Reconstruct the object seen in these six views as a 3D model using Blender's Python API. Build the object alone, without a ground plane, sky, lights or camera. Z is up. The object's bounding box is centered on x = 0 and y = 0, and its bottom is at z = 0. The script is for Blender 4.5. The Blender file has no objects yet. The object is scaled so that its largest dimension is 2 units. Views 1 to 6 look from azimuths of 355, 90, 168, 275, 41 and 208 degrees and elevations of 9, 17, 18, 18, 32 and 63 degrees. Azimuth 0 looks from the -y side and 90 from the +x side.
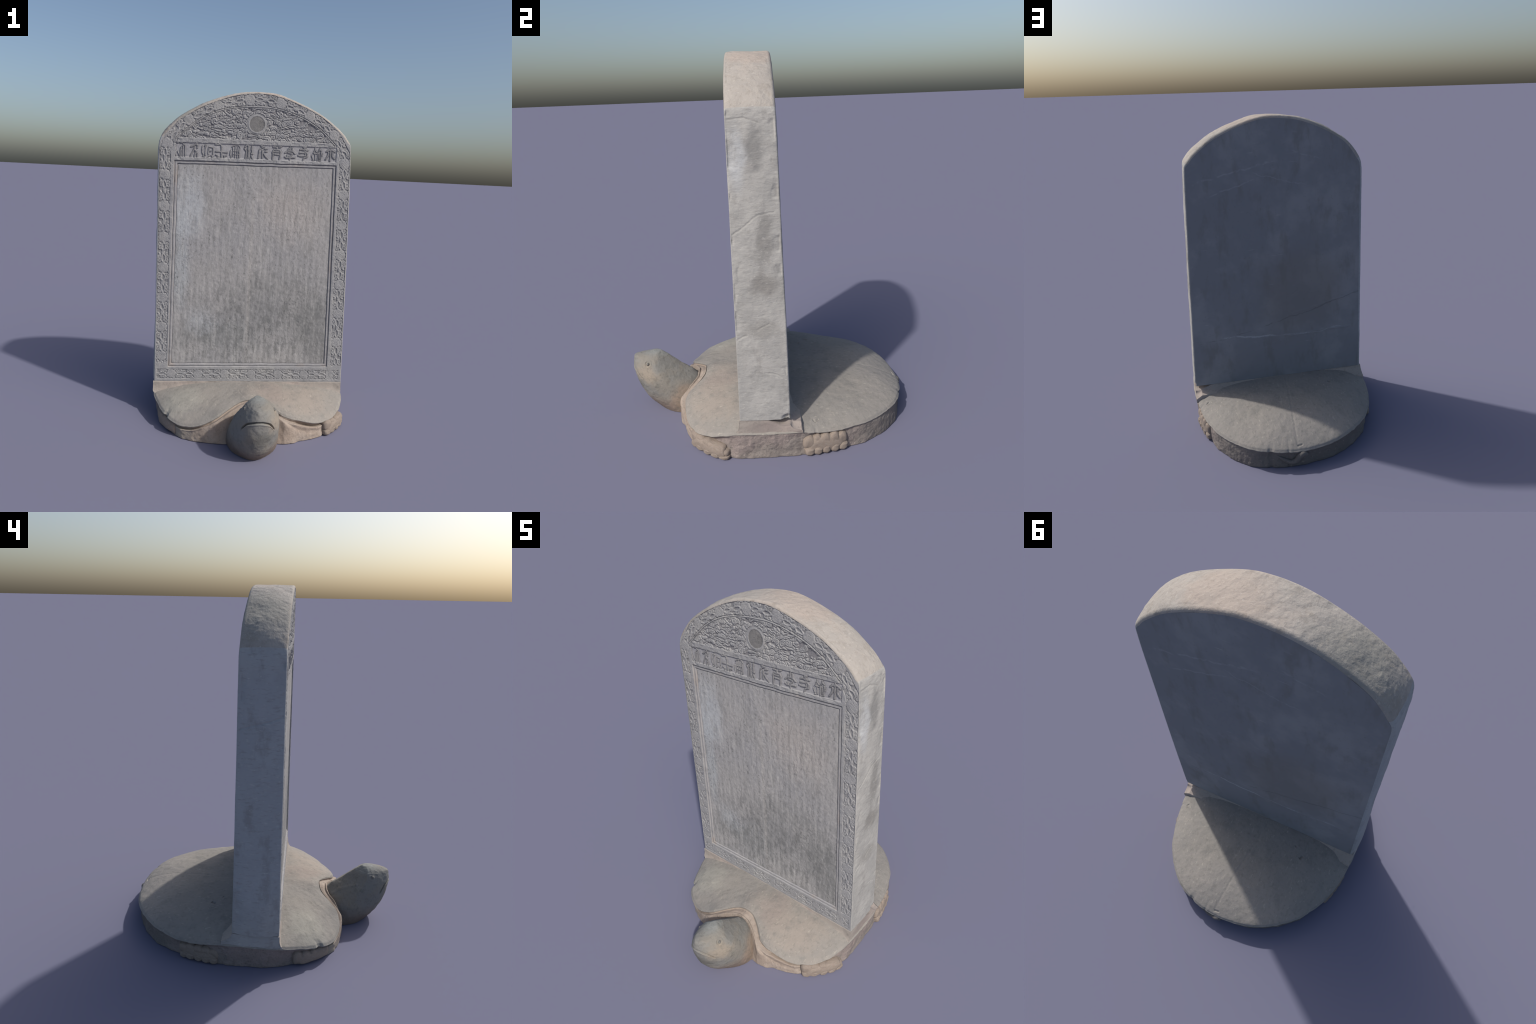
# Carved stone stele standing on the back of a stone tortoise.
import bpy, math, random
import numpy as np
from mathutils import Vector

SEED = 7
rng = np.random.default_rng(SEED)

# ----------------------------------------------------------------------------
# numeric helpers
# ----------------------------------------------------------------------------
def smooth(a, b, x):
    t = np.clip((x - a) / (b - a), 0.0, 1.0)
    return t * t * (3 - 2 * t)

def _hash(ix, iy, iz, seed):
    h = (ix * 374761393 + iy * 668265263 + iz * 2147483647 + seed * 974711) & 0xFFFFFFFF
    h = ((h ^ (h >> 13)) * 1274126177) & 0xFFFFFFFF
    h = ((h ^ (h >> 16)) * 2246822519) & 0xFFFFFFFF
    return ((h ^ (h >> 15)) & 0xFFFF) / 32767.5 - 1.0

def vnoise(x, y, z, seed=0):
    x, y, z = np.broadcast_arrays(np.asarray(x, float), np.asarray(y, float), np.asarray(z, float))
    ix, iy, iz = (np.floor(c).astype(np.int64) for c in (x, y, z))
    fx, fy, fz = x - ix, y - iy, z - iz
    ux, uy, uz = (f * f * f * (f * (f * 6 - 15) + 10) for f in (fx, fy, fz))
    r = 0.0
    for dx in (0, 1):
        for dy in (0, 1):
            for dz in (0, 1):
                w = (ux if dx else 1 - ux) * (uy if dy else 1 - uy) * (uz if dz else 1 - uz)
                r = r + w * _hash(ix + dx, iy + dy, iz + dz, seed)
    return r

def fbm(x, y, z, scale, octaves=3, seed=0, gain=0.5):
    r, a, s = 0.0, 1.0, scale
    for o in range(octaves):
        r = r + a * vnoise(x * s + 13.7 * o, y * s + 5.1 * o, z * s + 9.3 * o, seed + o)
        a *= gain
        s *= 2.03
    return r

def seg_dist(px, pz, pts):
    """distance of points to an open polyline"""
    d = np.full(px.shape, 1e9)
    for (ax, az), (bx, bz) in zip(pts, pts[1:]):
        vx, vz = bx - ax, bz - az
        L = vx * vx + vz * vz + 1e-12
        t = np.clip(((px - ax) * vx + (pz - az) * vz) / L, 0, 1)
        d = np.minimum(d, np.hypot(px - ax - t * vx, pz - az - t * vz))
    return d

def strip_coords(px, pz, pts):
    """(arc length, signed offset) relative to a polyline"""
    d = np.full(px.shape, 1e9)
    s = np.zeros(px.shape)
    sg = np.zeros(px.shape)
    acc = 0.0
    for (ax, az), (bx, bz) in zip(pts, pts[1:]):
        vx, vz = bx - ax, bz - az
        L = math.hypot(vx, vz)
        t = np.clip(((px - ax) * vx + (pz - az) * vz) / (L * L), 0, 1)
        dd = np.hypot(px - ax - t * vx, pz - az - t * vz)
        m = dd < d
        d[m] = dd[m]
        s[m] = (acc + t * L)[m]
        sg[m] = np.sign(vx * (pz - az) - vz * (px - ax))[m]
        acc += L
    return s, d * sg, acc

def catmull(pts, n, closed=False):
    P = np.array(pts, float)
    k = len(P)
    if closed:
        get = lambda i: P[i % k]
        segs = k
    else:
        get = lambda i: P[min(max(i, 0), k - 1)]
        segs = k - 1
    fine = []
    for i in range(segs):
        p0, p1, p2, p3 = get(i - 1), get(i), get(i + 1), get(i + 2)
        for t in np.linspace(0, 1, 16, endpoint=False):
            fine.append(0.5 * ((2 * p1) + (-p0 + p2) * t + (2 * p0 - 5 * p1 + 4 * p2 - p3) * t * t
                               + (-p0 + 3 * p1 - 3 * p2 + p3) * t ** 3))
    fine.append(get(segs) if closed else P[-1])
    fine = np.array(fine)
    L = np.concatenate([[0], np.cumsum(np.linalg.norm(np.diff(fine, axis=0), axis=1))])
    q = np.linspace(0, L[-1], n + 1 if closed else n)
    out = np.stack([np.interp(q, L, fine[:, c]) for c in range(P.shape[1])], 1)
    return out[:-1] if closed else out

# ----------------------------------------------------------------------------
# mesh helpers
# ----------------------------------------------------------------------------
def quad_normals(V, F):
    a, b, c, d = (V[F[:, i]] for i in range(4))
    fn = np.cross(c - a, d - b)
    N = np.zeros_like(V)
    for i in range(4):
        for k in range(3):
            N[:, k] += np.bincount(F[:, i], fn[:, k], len(V))
    return N / (np.linalg.norm(N, axis=1, keepdims=True) + 1e-12)

def raw_mesh(name, V, F):
    me = bpy.data.meshes.new(name)
    n = F.shape[1]
    me.vertices.add(len(V))
    me.vertices.foreach_set("co", np.ascontiguousarray(V, np.float32).ravel())
    me.loops.add(F.size)
    me.loops.foreach_set("vertex_index", np.ascontiguousarray(F, np.int32).ravel())
    me.polygons.add(len(F))
    me.polygons.foreach_set("loop_start", np.arange(0, F.size, n, dtype=np.int32))
    me.polygons.foreach_set("use_smooth", np.ones(len(F), bool))
    me.update(calc_edges=True)
    return me

def add_object(name, me, mat, parent):
    ob = bpy.data.objects.new(name, me)
    bpy.context.scene.collection.objects.link(ob)
    if me is not None and mat is not None and not me.materials:
        me.materials.append(mat)
    ob.parent = parent
    return ob

def region_object(name, V, N, F, mask, mat, parent):
    """the faces of one surface that belong to one part, with the whole surface's normals"""
    f = F[mask]
    if len(f) == 0:
        return None
    idx, inv = np.unique(f.ravel(), return_inverse=True)
    me = raw_mesh(name, V[idx], inv.reshape(f.shape))
    me.normals_split_custom_set_from_vertices(N[idx].tolist())
    return add_object(name, me, mat, parent)

def grid_faces(nu, nv, wrap_u=False, flip=False):
    i = np.arange(nu if wrap_u else nu - 1)
    j = np.arange(nv - 1)
    I, J = np.meshgrid(i, j, indexing="ij")
    I2 = (I + 1) % nu
    a, b, c, d = I * nv + J, I2 * nv + J, I2 * nv + J + 1, I * nv + J + 1
    F = np.stack([a, b, c, d], -1).reshape(-1, 4)
    return F[:, ::-1].copy() if flip else F

# ----------------------------------------------------------------------------
# materials
# ----------------------------------------------------------------------------
def srgb(r, g, b):
    f = lambda c: c / 12.92 if c <= 0.04045 else ((c + 0.055) / 1.055) ** 2.4
    return (f(r / 255), f(g / 255), f(b / 255), 1.0)

class Stone:
    """layered stone: base colour with mottling, then any number of masked tints"""
    def __init__(self, name, gain=0.8, rough=0.9):
        self.gain = gain
        self.mat = bpy.data.materials.new(name)
        self.mat.use_nodes = True
        self.t = self.mat.node_tree
        self.t.nodes.clear()
        out = self.n("ShaderNodeOutputMaterial")
        self.bsdf = self.n("ShaderNodeBsdfPrincipled")
        self.bsdf.inputs["Roughness"].default_value = rough
        self.bsdf.inputs["Specular IOR Level"].default_value = 0.25
        self.t.links.new(self.bsdf.outputs[0], out.inputs[0])
        self.co = self.n("ShaderNodeTexCoord").outputs["Object"]
        self.col = None
        self.h = None

    def n(self, kind, **kw):
        nd = self.t.nodes.new(kind)
        for k, v in kw.items():
            setattr(nd, k, v)
        return nd

    def mapping(self, scale=(1, 1, 1), rot=(0, 0, 0), loc=(0, 0, 0)):
        m = self.n("ShaderNodeMapping")
        m.inputs["Scale"].default_value = scale
        m.inputs["Rotation"].default_value = rot
        m.inputs["Location"].default_value = loc
        self.t.links.new(self.co, m.inputs[0])
        return m.outputs[0]

    def noise(self, scale, detail=4, rough=0.6, stretch=(1, 1, 1), rot=(0, 0, 0), loc=(0, 0, 0), dist=0.0):
        nd = self.n("ShaderNodeTexNoise")
        nd.inputs["Scale"].default_value = scale
        nd.inputs["Detail"].default_value = detail
        nd.inputs["Roughness"].default_value = rough
        nd.inputs["Distortion"].default_value = dist
        self.t.links.new(self.mapping(stretch, rot, loc), nd.inputs["Vector"])
        return nd.outputs[0]

    def ramp(self, val, lo, hi, out_lo=0.0, out_hi=1.0):
        r = self.n("ShaderNodeMapRange", interpolation_type="SMOOTHSTEP")
        for i, v in zip((1, 2, 3, 4), (lo, hi, out_lo, out_hi)):
            r.inputs[i].default_value = v
        self.t.links.new(val, r.inputs[0])
        return r.outputs[0]

    def math(self, op, a, b=None):
        m = self.n("ShaderNodeMath", operation=op)
        for i, v in enumerate((a, b)):
            if v is None:
                continue
            if isinstance(v, (int, float)):
                m.inputs[i].default_value = v
            else:
                self.t.links.new(v, m.inputs[i])
        return m.outputs[0]

    def spot(self, centre, radii, wobble=0.35, scale=6.0):
        """soft-edged patch around a place on the stone, edge broken up by noise"""
        m = self.mapping(tuple(1 / r for r in radii), loc=tuple(-c / r for c, r in zip(centre, radii)))
        ln = self.n("ShaderNodeVectorMath", operation="LENGTH")
        self.t.links.new(m, ln.inputs[0])
        w = self.math("MULTIPLY", self.math("SUBTRACT", self.noise(scale, 5, 0.65), 0.5), wobble * 4)
        return self.ramp(self.math("ADD", ln.outputs["Value"], w), 1.15, 0.35)

    def line(self, p, q, width, wobble=0.02, scale=10.0):
        """thin irregular vein between two places on an x-z face"""
        sep = self.n("ShaderNodeSeparateXYZ")
        self.t.links.new(self.co, sep.inputs[0])
        L = math.hypot(q[0] - p[0], q[1] - p[1])
        dx, dz = (q[0] - p[0]) / L, (q[1] - p[1]) / L
        u = self.math("SUBTRACT", sep.outputs[0], p[0])
        v = self.math("SUBTRACT", sep.outputs[2], p[1])
        off = self.math("SUBTRACT", self.math("MULTIPLY", v, dx), self.math("MULTIPLY", u, dz))
        off = self.math("ADD", off, self.math("MULTIPLY", self.math("SUBTRACT", self.noise(scale, 4, 0.6), 0.5), wobble * 2))
        along = self.math("ADD", self.math("MULTIPLY", u, dx), self.math("MULTIPLY", v, dz))
        m = self.ramp(self.math("ABSOLUTE", off), width, width * 0.25)
        m = self.math("MULTIPLY", m, self.ramp(along, -0.02, 0.05))
        m = self.math("MULTIPLY", m, self.ramp(along, L + 0.02, L - 0.05))
        return self.math("MULTIPLY", m, self.ramp(self.noise(scale * 2.5, 3, 0.6, loc=(4, 4, 4)), 0.34, 0.55))

    def tint(self, mask, colour, amount=1.0):
        colour = tuple(c * self.gain for c in colour[:3]) + (1.0,)
        mx = self.n("ShaderNodeMix", data_type="RGBA")
        if mask is None:
            mx.inputs[0].default_value = amount
        else:
            f = self.math("MULTIPLY", mask, amount) if amount != 1.0 else mask
            self.t.links.new(f, mx.inputs[0])
        if self.col is None:
            mx.inputs[6].default_value = colour
        else:
            self.t.links.new(self.col, mx.inputs[6])
        mx.inputs[7].default_value = colour
        self.col = mx.outputs[2]

    def relief(self, val, strength):
        v = self.math("MULTIPLY", val, strength)
        self.h = v if self.h is None else self.math("ADD", self.h, v)

    def done(self, strength=0.5, distance=0.004):
        self.t.links.new(self.col, self.bsdf.inputs["Base Color"])
        if self.h is not None:
            b = self.n("ShaderNodeBump")
            b.inputs["Strength"].default_value = strength
            b.inputs["Distance"].default_value = distance
            self.t.links.new(self.h, b.inputs["Height"])
            self.t.links.new(b.outputs[0], self.bsdf.inputs["Normal"])
        return self.mat

def carved_stone(name, base, dark, light, fine=0.5):
    """grey carved face of the tablet"""
    s = Stone(name, 0.73)  # gain lowered: shade baked into the relief is darkened into the colour
    s.tint(None, base)
    s.tint(s.ramp(s.noise(7, 5, 0.6), 0.42, 0.68), light, 0.45)
    s.tint(s.ramp(s.noise(16, 6, 0.7, loc=(3, 1, 2)), 0.5, 0.72), dark, 0.5)
    s.tint(s.ramp(s.noise(120, 3, 0.6), 0.45, 0.75), dark, 0.4 * fine)
    s.tint(s.ramp(s.noise(90, 3, 0.6, loc=(7, 7, 7)), 0.58, 0.75), light, 0.5 * fine)
    s.relief(s.noise(140, 4, 0.7), 1.0)
    s.relief(s.noise(35, 3, 0.6), 0.8)
    return s

FACE = srgb(168, 168, 170)
FACE_D = srgb(112, 113, 114)
FACE_L = srgb(192, 191, 190)

def make_materials():
    M = {}
    s = carved_stone("border_ground_stone", srgb(152, 152, 154), srgb(108, 109, 112), srgb(174, 172, 170))  # darker copy of the carving colour, painting groove shadow between the vines
    M["ground"] = s.done(0.5)
    s = carved_stone("border_carving_stone", srgb(166, 166, 168), srgb(118, 119, 121), srgb(190, 188, 184))
    M["carving"] = s.done(0.5)
    s = carved_stone("cloud_ground_stone", srgb(144, 143, 146), srgb(104, 104, 108), srgb(168, 165, 164))  # recess shade under the clouds is put into this darker grey
    M["cloud_ground"] = s.done(0.5)
    s = carved_stone("band_stone", srgb(172, 171, 174), srgb(140, 140, 144), srgb(188, 187, 188))
    M["band"] = s.done(0.4)
    s = carved_stone("character_stone", srgb(138, 138, 141), srgb(104, 105, 108), srgb(160, 159, 160))
    M["character"] = s.done(0.5)
    s = carved_stone("frame_stone", srgb(170, 169, 171), srgb(132, 133, 135), srgb(190, 188, 186))
    s.tint(s.ramp(s.noise(9, 4, 0.6, loc=(2, 9, 4)), 0.5, 0.7), srgb(168, 152, 138), 0.35)
    M["frame"] = s.done(0.3)
    s = carved_stone("sun_disc_stone", srgb(136, 135, 134), srgb(92, 92, 91), srgb(156, 153, 150))
    M["disc"] = s.done(0.5)

    # worn inscription panel
    s = Stone("inscription_panel_stone", 0.85)
    s.tint(None, srgb(160, 159, 160))
    s.tint(s.ramp(s.noise(2.2, 3, 0.5, loc=(1.3, 0, 0.4)), 0.42, 0.62), srgb(174, 171, 168), 0.5)
    s.tint(s.spot((-0.40, -0.14, 1.30), (0.12, 1, 0.28), 0.30, 5), srgb(188, 193, 198), 0.6)
    s.tint(s.spot((-0.44, -0.14, 0.95), (0.06, 1, 0.35), 0.30, 5), srgb(178, 184, 188), 0.5)
    s.tint(s.spot((0.20, -0.14, 1.34), (0.26, 1, 0.24), 0.35, 4), srgb(178, 171, 166), 0.6)
    s.tint(s.spot((0.10, -0.14, 0.70), (0.34, 1, 0.26), 0.40, 5), srgb(134, 134, 133), 0.5)
    s.tint(s.spot((0.40, -0.14, 0.58), (0.12, 1, 0.34), 0.40, 5), srgb(122, 123, 122), 0.6)
    s.tint(s.spot((-0.20, -0.14, 0.52), (0.30, 1, 0.14), 0.40, 6), srgb(132, 134, 134), 0.6)
    s.tint(s.spot((-0.30, -0.14, 0.60), (0.12, 1, 0.12), 0.40, 6), srgb(174, 178, 182), 0.5)
    s.tint(s.spot((-0.02, -0.14, 0.9), (0.014, 1, 0.75), 0.12, 9), srgb(186, 182, 178), 0.55)
    # rain streaks and the ghost of inscription columns
    s.tint(s.ramp(s.noise(30, 5, 0.7, stretch=(1, 1, 0.18)), 0.48, 0.70), srgb(124, 124, 123), 0.4)
    s.tint(s.ramp(s.noise(95, 4, 0.72, stretch=(1, 1, 0.32), loc=(2, 5, 1)), 0.50, 0.66), srgb(116, 116, 115), 0.42)
    s.tint(s.ramp(s.noise(95, 4, 0.72, stretch=(1, 1, 0.30), loc=(9, 5, 3)), 0.54, 0.68), srgb(196, 194, 192), 0.38)
    low = s.math("MULTIPLY", s.spot((0.05, -0.14, 0.55), (0.75, 1, 0.55), 0.25, 4), s.ramp(s.noise(26, 6, 0.75, stretch=(1, 1, 0.6)), 0.46, 0.62))
    s.tint(low, srgb(108, 109, 109), 0.55)
    s.tint(s.ramp(s.noise(38, 4, 0.65, stretch=(1, 1, 0.12), loc=(4, 2, 1)), 0.53, 0.72), srgb(192, 190, 187), 0.4)
    col = s.n("ShaderNodeTexWave", wave_type="BANDS", bands_direction="X", wave_profile="SIN")
    col.inputs["Scale"].default_value = 8.4
    col.inputs["Distortion"].default_value = 1.2
    col.inputs["Detail"].default_value = 2
    s.t.links.new(s.mapping(), col.inputs["Vector"])
    streak = s.ramp(s.noise(45, 5, 0.7, stretch=(1, 1, 0.25), loc=(1, 7, 2)), 0.46, 0.62)
    s.tint(s.math("MULTIPLY", s.ramp(col.outputs["Fac"], 0.2, 0.9), streak), srgb(114, 114, 113), 0.25)
    s.tint(s.math("MULTIPLY", s.ramp(col.outputs["Fac"], 0.35, 0.05), s.ramp(s.noise(5, 3, 0.5, loc=(6, 1, 2)), 0.42, 0.6)), srgb(186, 184, 181), 0.18)
    pits = s.ramp(s.noise(85, 3, 0.7, stretch=(1, 1, 0.7)), 0.52, 0.66)
    patch = s.ramp(s.noise(6, 4, 0.6, loc=(8, 3, 5)), 0.44, 0.62)
    ghost = s.math("MULTIPLY", s.math("MULTIPLY", s.ramp(col.outputs["Fac"], 0.25, 0.8), pits), patch)
    s.tint(ghost, srgb(96, 97, 96), 0.6)
    s.tint(s.ramp(s.noise(150, 2, 0.6), 0.55, 0.75), srgb(120, 120, 120), 0.4)
    s.relief(s.noise(110, 4, 0.7, stretch=(1, 1, 0.5)), 1.0)
    s.relief(ghost, -0.8)
    M["panel"] = s.done(0.4, 0.003)

    # sides of the tablet
    s = Stone("tablet_side_stone", 0.86)
    s.tint(None, srgb(164, 163, 160))
    s.tint(s.ramp(s.noise(5, 5, 0.6), 0.42, 0.62), srgb(184, 182, 178), 0.6)
    s.tint(s.spot((-0.60, -0.03, 1.0), (0.3, 0.4, 1.1), 0.15, 4), srgb(170, 176, 184), 0.6)
    s.tint(s.spot((0.57, -0.02, 1.56), (0.2, 0.05, 0.14), 0.35, 12), srgb(128, 128, 127), 0.7)
    s.tint(s.spot((0.57, 0.01, 1.16), (0.2, 0.05, 0.13), 0.4, 12), srgb(124, 123, 121), 0.65)
    s.tint(s.spot((0.58, 0.0, 0.94), (0.2, 0.08, 0.07), 0.4, 12), srgb(128, 125, 121), 0.6)
    s.tint(s.spot((0.58, -0.02, 0.72), (0.2, 0.09, 0.06), 0.4, 12), srgb(134, 132, 128), 0.5)
    s.tint(s.spot((0.57, -0.10, 1.52), (0.2, 0.05, 0.16), 0.3, 9), srgb(190, 194, 199), 0.5)
    s.tint(s.ramp(s.noise(11, 5, 0.65, stretch=(1, 1, 0.5), loc=(5, 2, 8)), 0.52, 0.68), srgb(134, 132, 129), 0.4)
    s.tint(s.ramp(s.noise(60, 5, 0.7, stretch=(1, 0.4, 1.6)), 0.5, 0.72), srgb(140, 138, 134), 0.5)
    s.tint(s.ramp(s.noise(75, 4, 0.7, stretch=(1, 0.5, 1.4), loc=(3, 3, 3)), 0.56, 0.74), srgb(206, 203, 198), 0.45)
    s.relief(s.noise(60, 5, 0.7, stretch=(1, 0.5, 1.3)), 1.0)
    s.relief(s.noise(18, 4, 0.6), 1.4)
    M["side"] = s.done(0.5, 0.005)

    # arched top: warm, rough-dressed
    s = Stone("tablet_top_stone", 0.76)
    s.tint(None, srgb(178, 172, 165))
    s.tint(s.ramp(s.noise(3.0, 3, 0.5, loc=(0.6, 0, 0)), 0.42, 0.62), srgb(193, 186, 178), 0.65)
    s.tint(s.ramp(s.noise(14, 5, 0.65), 0.5, 0.7), srgb(158, 150, 140), 0.55)
    s.tint(s.spot((0.12, -0.03, 1.97), (0.30, 0.15, 0.2), 0.4, 8), srgb(194, 177, 164), 0.5)
    s.tint(s.spot((-0.38, -0.02, 1.87), (0.26, 0.2, 0.2), 0.35, 6), srgb(160, 158, 150), 0.7)
    s.tint(s.ramp(s.noise(55, 5, 0.7), 0.52, 0.72), srgb(148, 140, 130), 0.45)
    s.tint(s.ramp(s.noise(70, 4, 0.7, loc=(3, 3, 3)), 0.56, 0.74), srgb(216, 208, 198), 0.5)
    s.relief(s.noise(50, 5, 0.7), 1.0)
    s.relief(s.noise(16, 4, 0.6), 1.6)
    M["top"] = s.done(0.6, 0.006)

    # plain back
    s = Stone("tablet_back_stone", 0.80)
    s.tint(None, srgb(143, 145, 150))
    s.tint(s.ramp(s.noise(3.5, 5, 0.6, loc=(2, 0, 1)), 0.42, 0.62), srgb(164, 165, 168), 0.6)
    s.tint(s.ramp(s.noise(10, 5, 0.6, stretch=(1, 1, 0.35)), 0.5, 0.68), srgb(126, 124, 121), 0.45)
    s.tint(s.spot((-0.15, 0.07, 0.85), (0.35, 1, 0.4), 0.35, 3), srgb(138, 134, 130), 0.5)
    for rot, loc in ((0.35, (1, 2, 3)), (-0.5, (4, 1, 2)), (0.12, (2, 6, 5))):
        v = s.noise(30, 3, 0.6, stretch=(0.18, 1, 2.2), rot=(0, rot, 0), loc=loc, dist=0.4)
        s.tint(s.math("MULTIPLY", s.ramp(v, 0.68, 0.78), s.ramp(s.noise(4, 2, 0.5, loc=loc), 0.5, 0.62)),
               srgb(190, 190, 190), 0.6)
    for p, q, w, c, a in (((0.40, 0.572), (0.02, 0.535), 0.009, srgb(200, 204, 208), 0.75), ((0.02, 0.530), (-0.52, 0.540), 0.006, srgb(186, 190, 194), 0.6),
                          ((0.56, 0.53), (0.17, 0.600), 0.005, srgb(96, 96, 98), 0.6), ((0.17, 0.600), (-0.59, 0.795), 0.006, srgb(98, 98, 100), 0.65),
                          ((0.52, 1.60), (-0.02, 1.73), 0.008, srgb(184, 187, 192), 0.55), ((0.42, 1.52), (0.10, 1.62), 0.006, srgb(182, 186, 190), 0.5),
                          ((-0.30, 1.72), (-0.12, 1.78), 0.006, srgb(186, 189, 192), 0.6), ((-0.2, 1.56), (0.15, 1.66), 0.005, srgb(176, 180, 184), 0.5)):
        s.tint(s.line(p, q, w, 0.035, 7.0), c, a * 0.6)
    s.tint(s.ramp(s.noise(80, 4, 0.7), 0.55, 0.75), srgb(120, 120, 119), 0.35)
    s.relief(s.noise(70, 4, 0.7), 1.0)
    M["back"] = s.done(0.3, 0.003)

    # tortoise shell
    s = Stone("shell_stone", 0.71)
    s.tint(None, srgb(158, 154, 149))
    s.tint(s.ramp(s.noise(3.4, 4, 0.55), 0.42, 0.62), srgb(168, 162, 154), 0.6)
    s.tint(s.spot((0.30, -0.30, 0.15), (0.26, 0.16, 0.3), 0.45, 6), srgb(176, 164, 153), 0.6)
    s.tint(s.spot((0.10, -0.26, 0.2), (0.16, 0.14, 0.3), 0.45, 7), srgb(168, 156, 148), 0.6)
    s.tint(s.spot((-0.40, -0.30, 0.13), (0.16, 0.13, 0.3), 0.4, 8), srgb(178, 176, 166), 0.6)
    s.tint(s.spot((0.0, 0.62, 0.15), (0.55, 0.16, 0.3), 0.3, 5), srgb(172, 166, 160), 0.6)
    s.tint(s.ramp(s.noise(13, 5, 0.65, loc=(2, 2, 2)), 0.5, 0.7), srgb(138, 136, 132), 0.5)
    s.tint(s.ramp(s.noise(70, 5, 0.7, stretch=(1, 0.6, 1)), 0.5, 0.7), srgb(134, 131, 124), 0.5)
    s.tint(s.ramp(s.noise(55, 5, 0.7, stretch=(1.3, 0.5, 1), rot=(0, 0, 0.7), loc=(3, 3, 3)), 0.57, 0.72),
           srgb(204, 198, 184), 0.55)
    s.relief(s.noise(60, 5, 0.7), 1.0)
    s.relief(s.noise(14, 4, 0.6), 1.0)
    M["shell"] = s.done(0.5, 0.005)

    # flanks of the base below the rim
    s = Stone("flank_stone", 0.78)
    s.tint(None, srgb(150, 142, 136))
    s.tint(s.ramp(s.noise(4, 4, 0.55), 0.44, 0.6), srgb(164, 150, 146), 0.6)
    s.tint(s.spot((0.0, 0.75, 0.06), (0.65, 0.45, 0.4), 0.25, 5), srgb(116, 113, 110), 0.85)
    s.tint(s.ramp(s.noise(24, 5, 0.7), 0.5, 0.7), srgb(122, 115, 110), 0.6)
    s.tint(s.ramp(s.noise(90, 4, 0.7), 0.52, 0.72), srgb(112, 106, 100), 0.5)
    s.tint(s.ramp(s.noise(60, 4, 0.7, loc=(3, 3, 3)), 0.58, 0.74), srgb(186, 176, 166), 0.45)
    s.relief(s.noise(70, 5, 0.75), 1.2)
    s.relief(s.noise(20, 4, 0.6), 1.2)
    M["flank"] = s.done(0.7, 0.006)

    # limbs: warm
    s = Stone("limb_stone", 0.70)
    s.tint(None, srgb(178, 163, 150))
    s.tint(s.ramp(s.noise(8, 4, 0.55), 0.44, 0.62), srgb(190, 178, 167), 0.6)
    s.tint(s.ramp(s.noise(22, 5, 0.7), 0.5, 0.7), srgb(146, 132, 122), 0.6)
    s.tint(s.ramp(s.noise(90, 4, 0.7), 0.52, 0.72), srgb(134, 122, 112), 0.45)
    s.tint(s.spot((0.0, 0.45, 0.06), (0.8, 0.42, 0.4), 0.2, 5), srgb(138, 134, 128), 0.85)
    s.tint(s.spot((-0.46, -0.36, 0.04), (0.2, 0.2, 0.3), 0.3, 8), srgb(176, 172, 158), 0.6)
    s.relief(s.noise(70, 5, 0.75), 1.0)
    s.relief(s.noise(25, 4, 0.6), 1.0)
    M["limb"] = s.done(0.6, 0.005)

    # head: greenish grey crown, brown throat
    s = Stone("head_stone", 0.67)
    s.tint(None, srgb(150, 149, 145))
    s.tint(s.ramp(s.noise(9, 4, 0.55), 0.44, 0.62), srgb(156, 150, 140), 0.7)
    s.tint(s.spot((0.12, -0.72, 0.24), (0.09, 0.09, 0.07), 0.35, 10), srgb(182, 168, 150), 0.7)
    s.tint(s.spot((0.0, -0.62, 0.35), (0.12, 0.14, 0.05), 0.3, 10), srgb(158, 162, 160), 0.7)
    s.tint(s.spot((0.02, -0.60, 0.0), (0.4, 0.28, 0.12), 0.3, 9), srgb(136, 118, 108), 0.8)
    s.tint(s.spot((0.15, -0.50, 0.08), (0.12, 0.10, 0.12), 0.3, 9), srgb(170, 150, 132), 0.7)
    s.tint(s.spot((0.04, -0.78, 0.16), (0.09, 0.06, 0.07), 0.4, 12), srgb(108, 106, 100), 0.6)
    s.tint(s.ramp(s.noise(24, 5, 0.7), 0.52, 0.7), srgb(116, 116, 110), 0.5)
    s.tint(s.ramp(s.noise(90, 4, 0.7), 0.52, 0.72), srgb(112, 110, 104), 0.4)
    s.relief(s.noise(60, 5, 0.75), 1.0)
    s.relief(s.noise(18, 4, 0.6), 1.2)
    M["head"] = s.done(0.5, 0.005)

    # socket under the tablet
    s = Stone("socket_stone", 0.74)
    s.tint(None, srgb(174, 166, 158))
    s.tint(s.ramp(s.noise(6, 4, 0.55), 0.44, 0.62), srgb(184, 170, 162), 0.6)
    s.tint(s.spot((0.6, -0.03, 0.18), (0.15, 0.11, 0.05), 0.2, 14), srgb(150, 140, 136), 0.7)
    s.tint(s.ramp(s.noise(30, 5, 0.7), 0.52, 0.7), srgb(140, 132, 126), 0.5)
    s.tint(s.ramp(s.noise(90, 4, 0.7), 0.52, 0.72), srgb(138, 130, 124), 0.4)
    s.relief(s.noise(70, 5, 0.75), 1.0)
    M["socket"] = s.done(0.5, 0.004)
    return M

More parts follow.
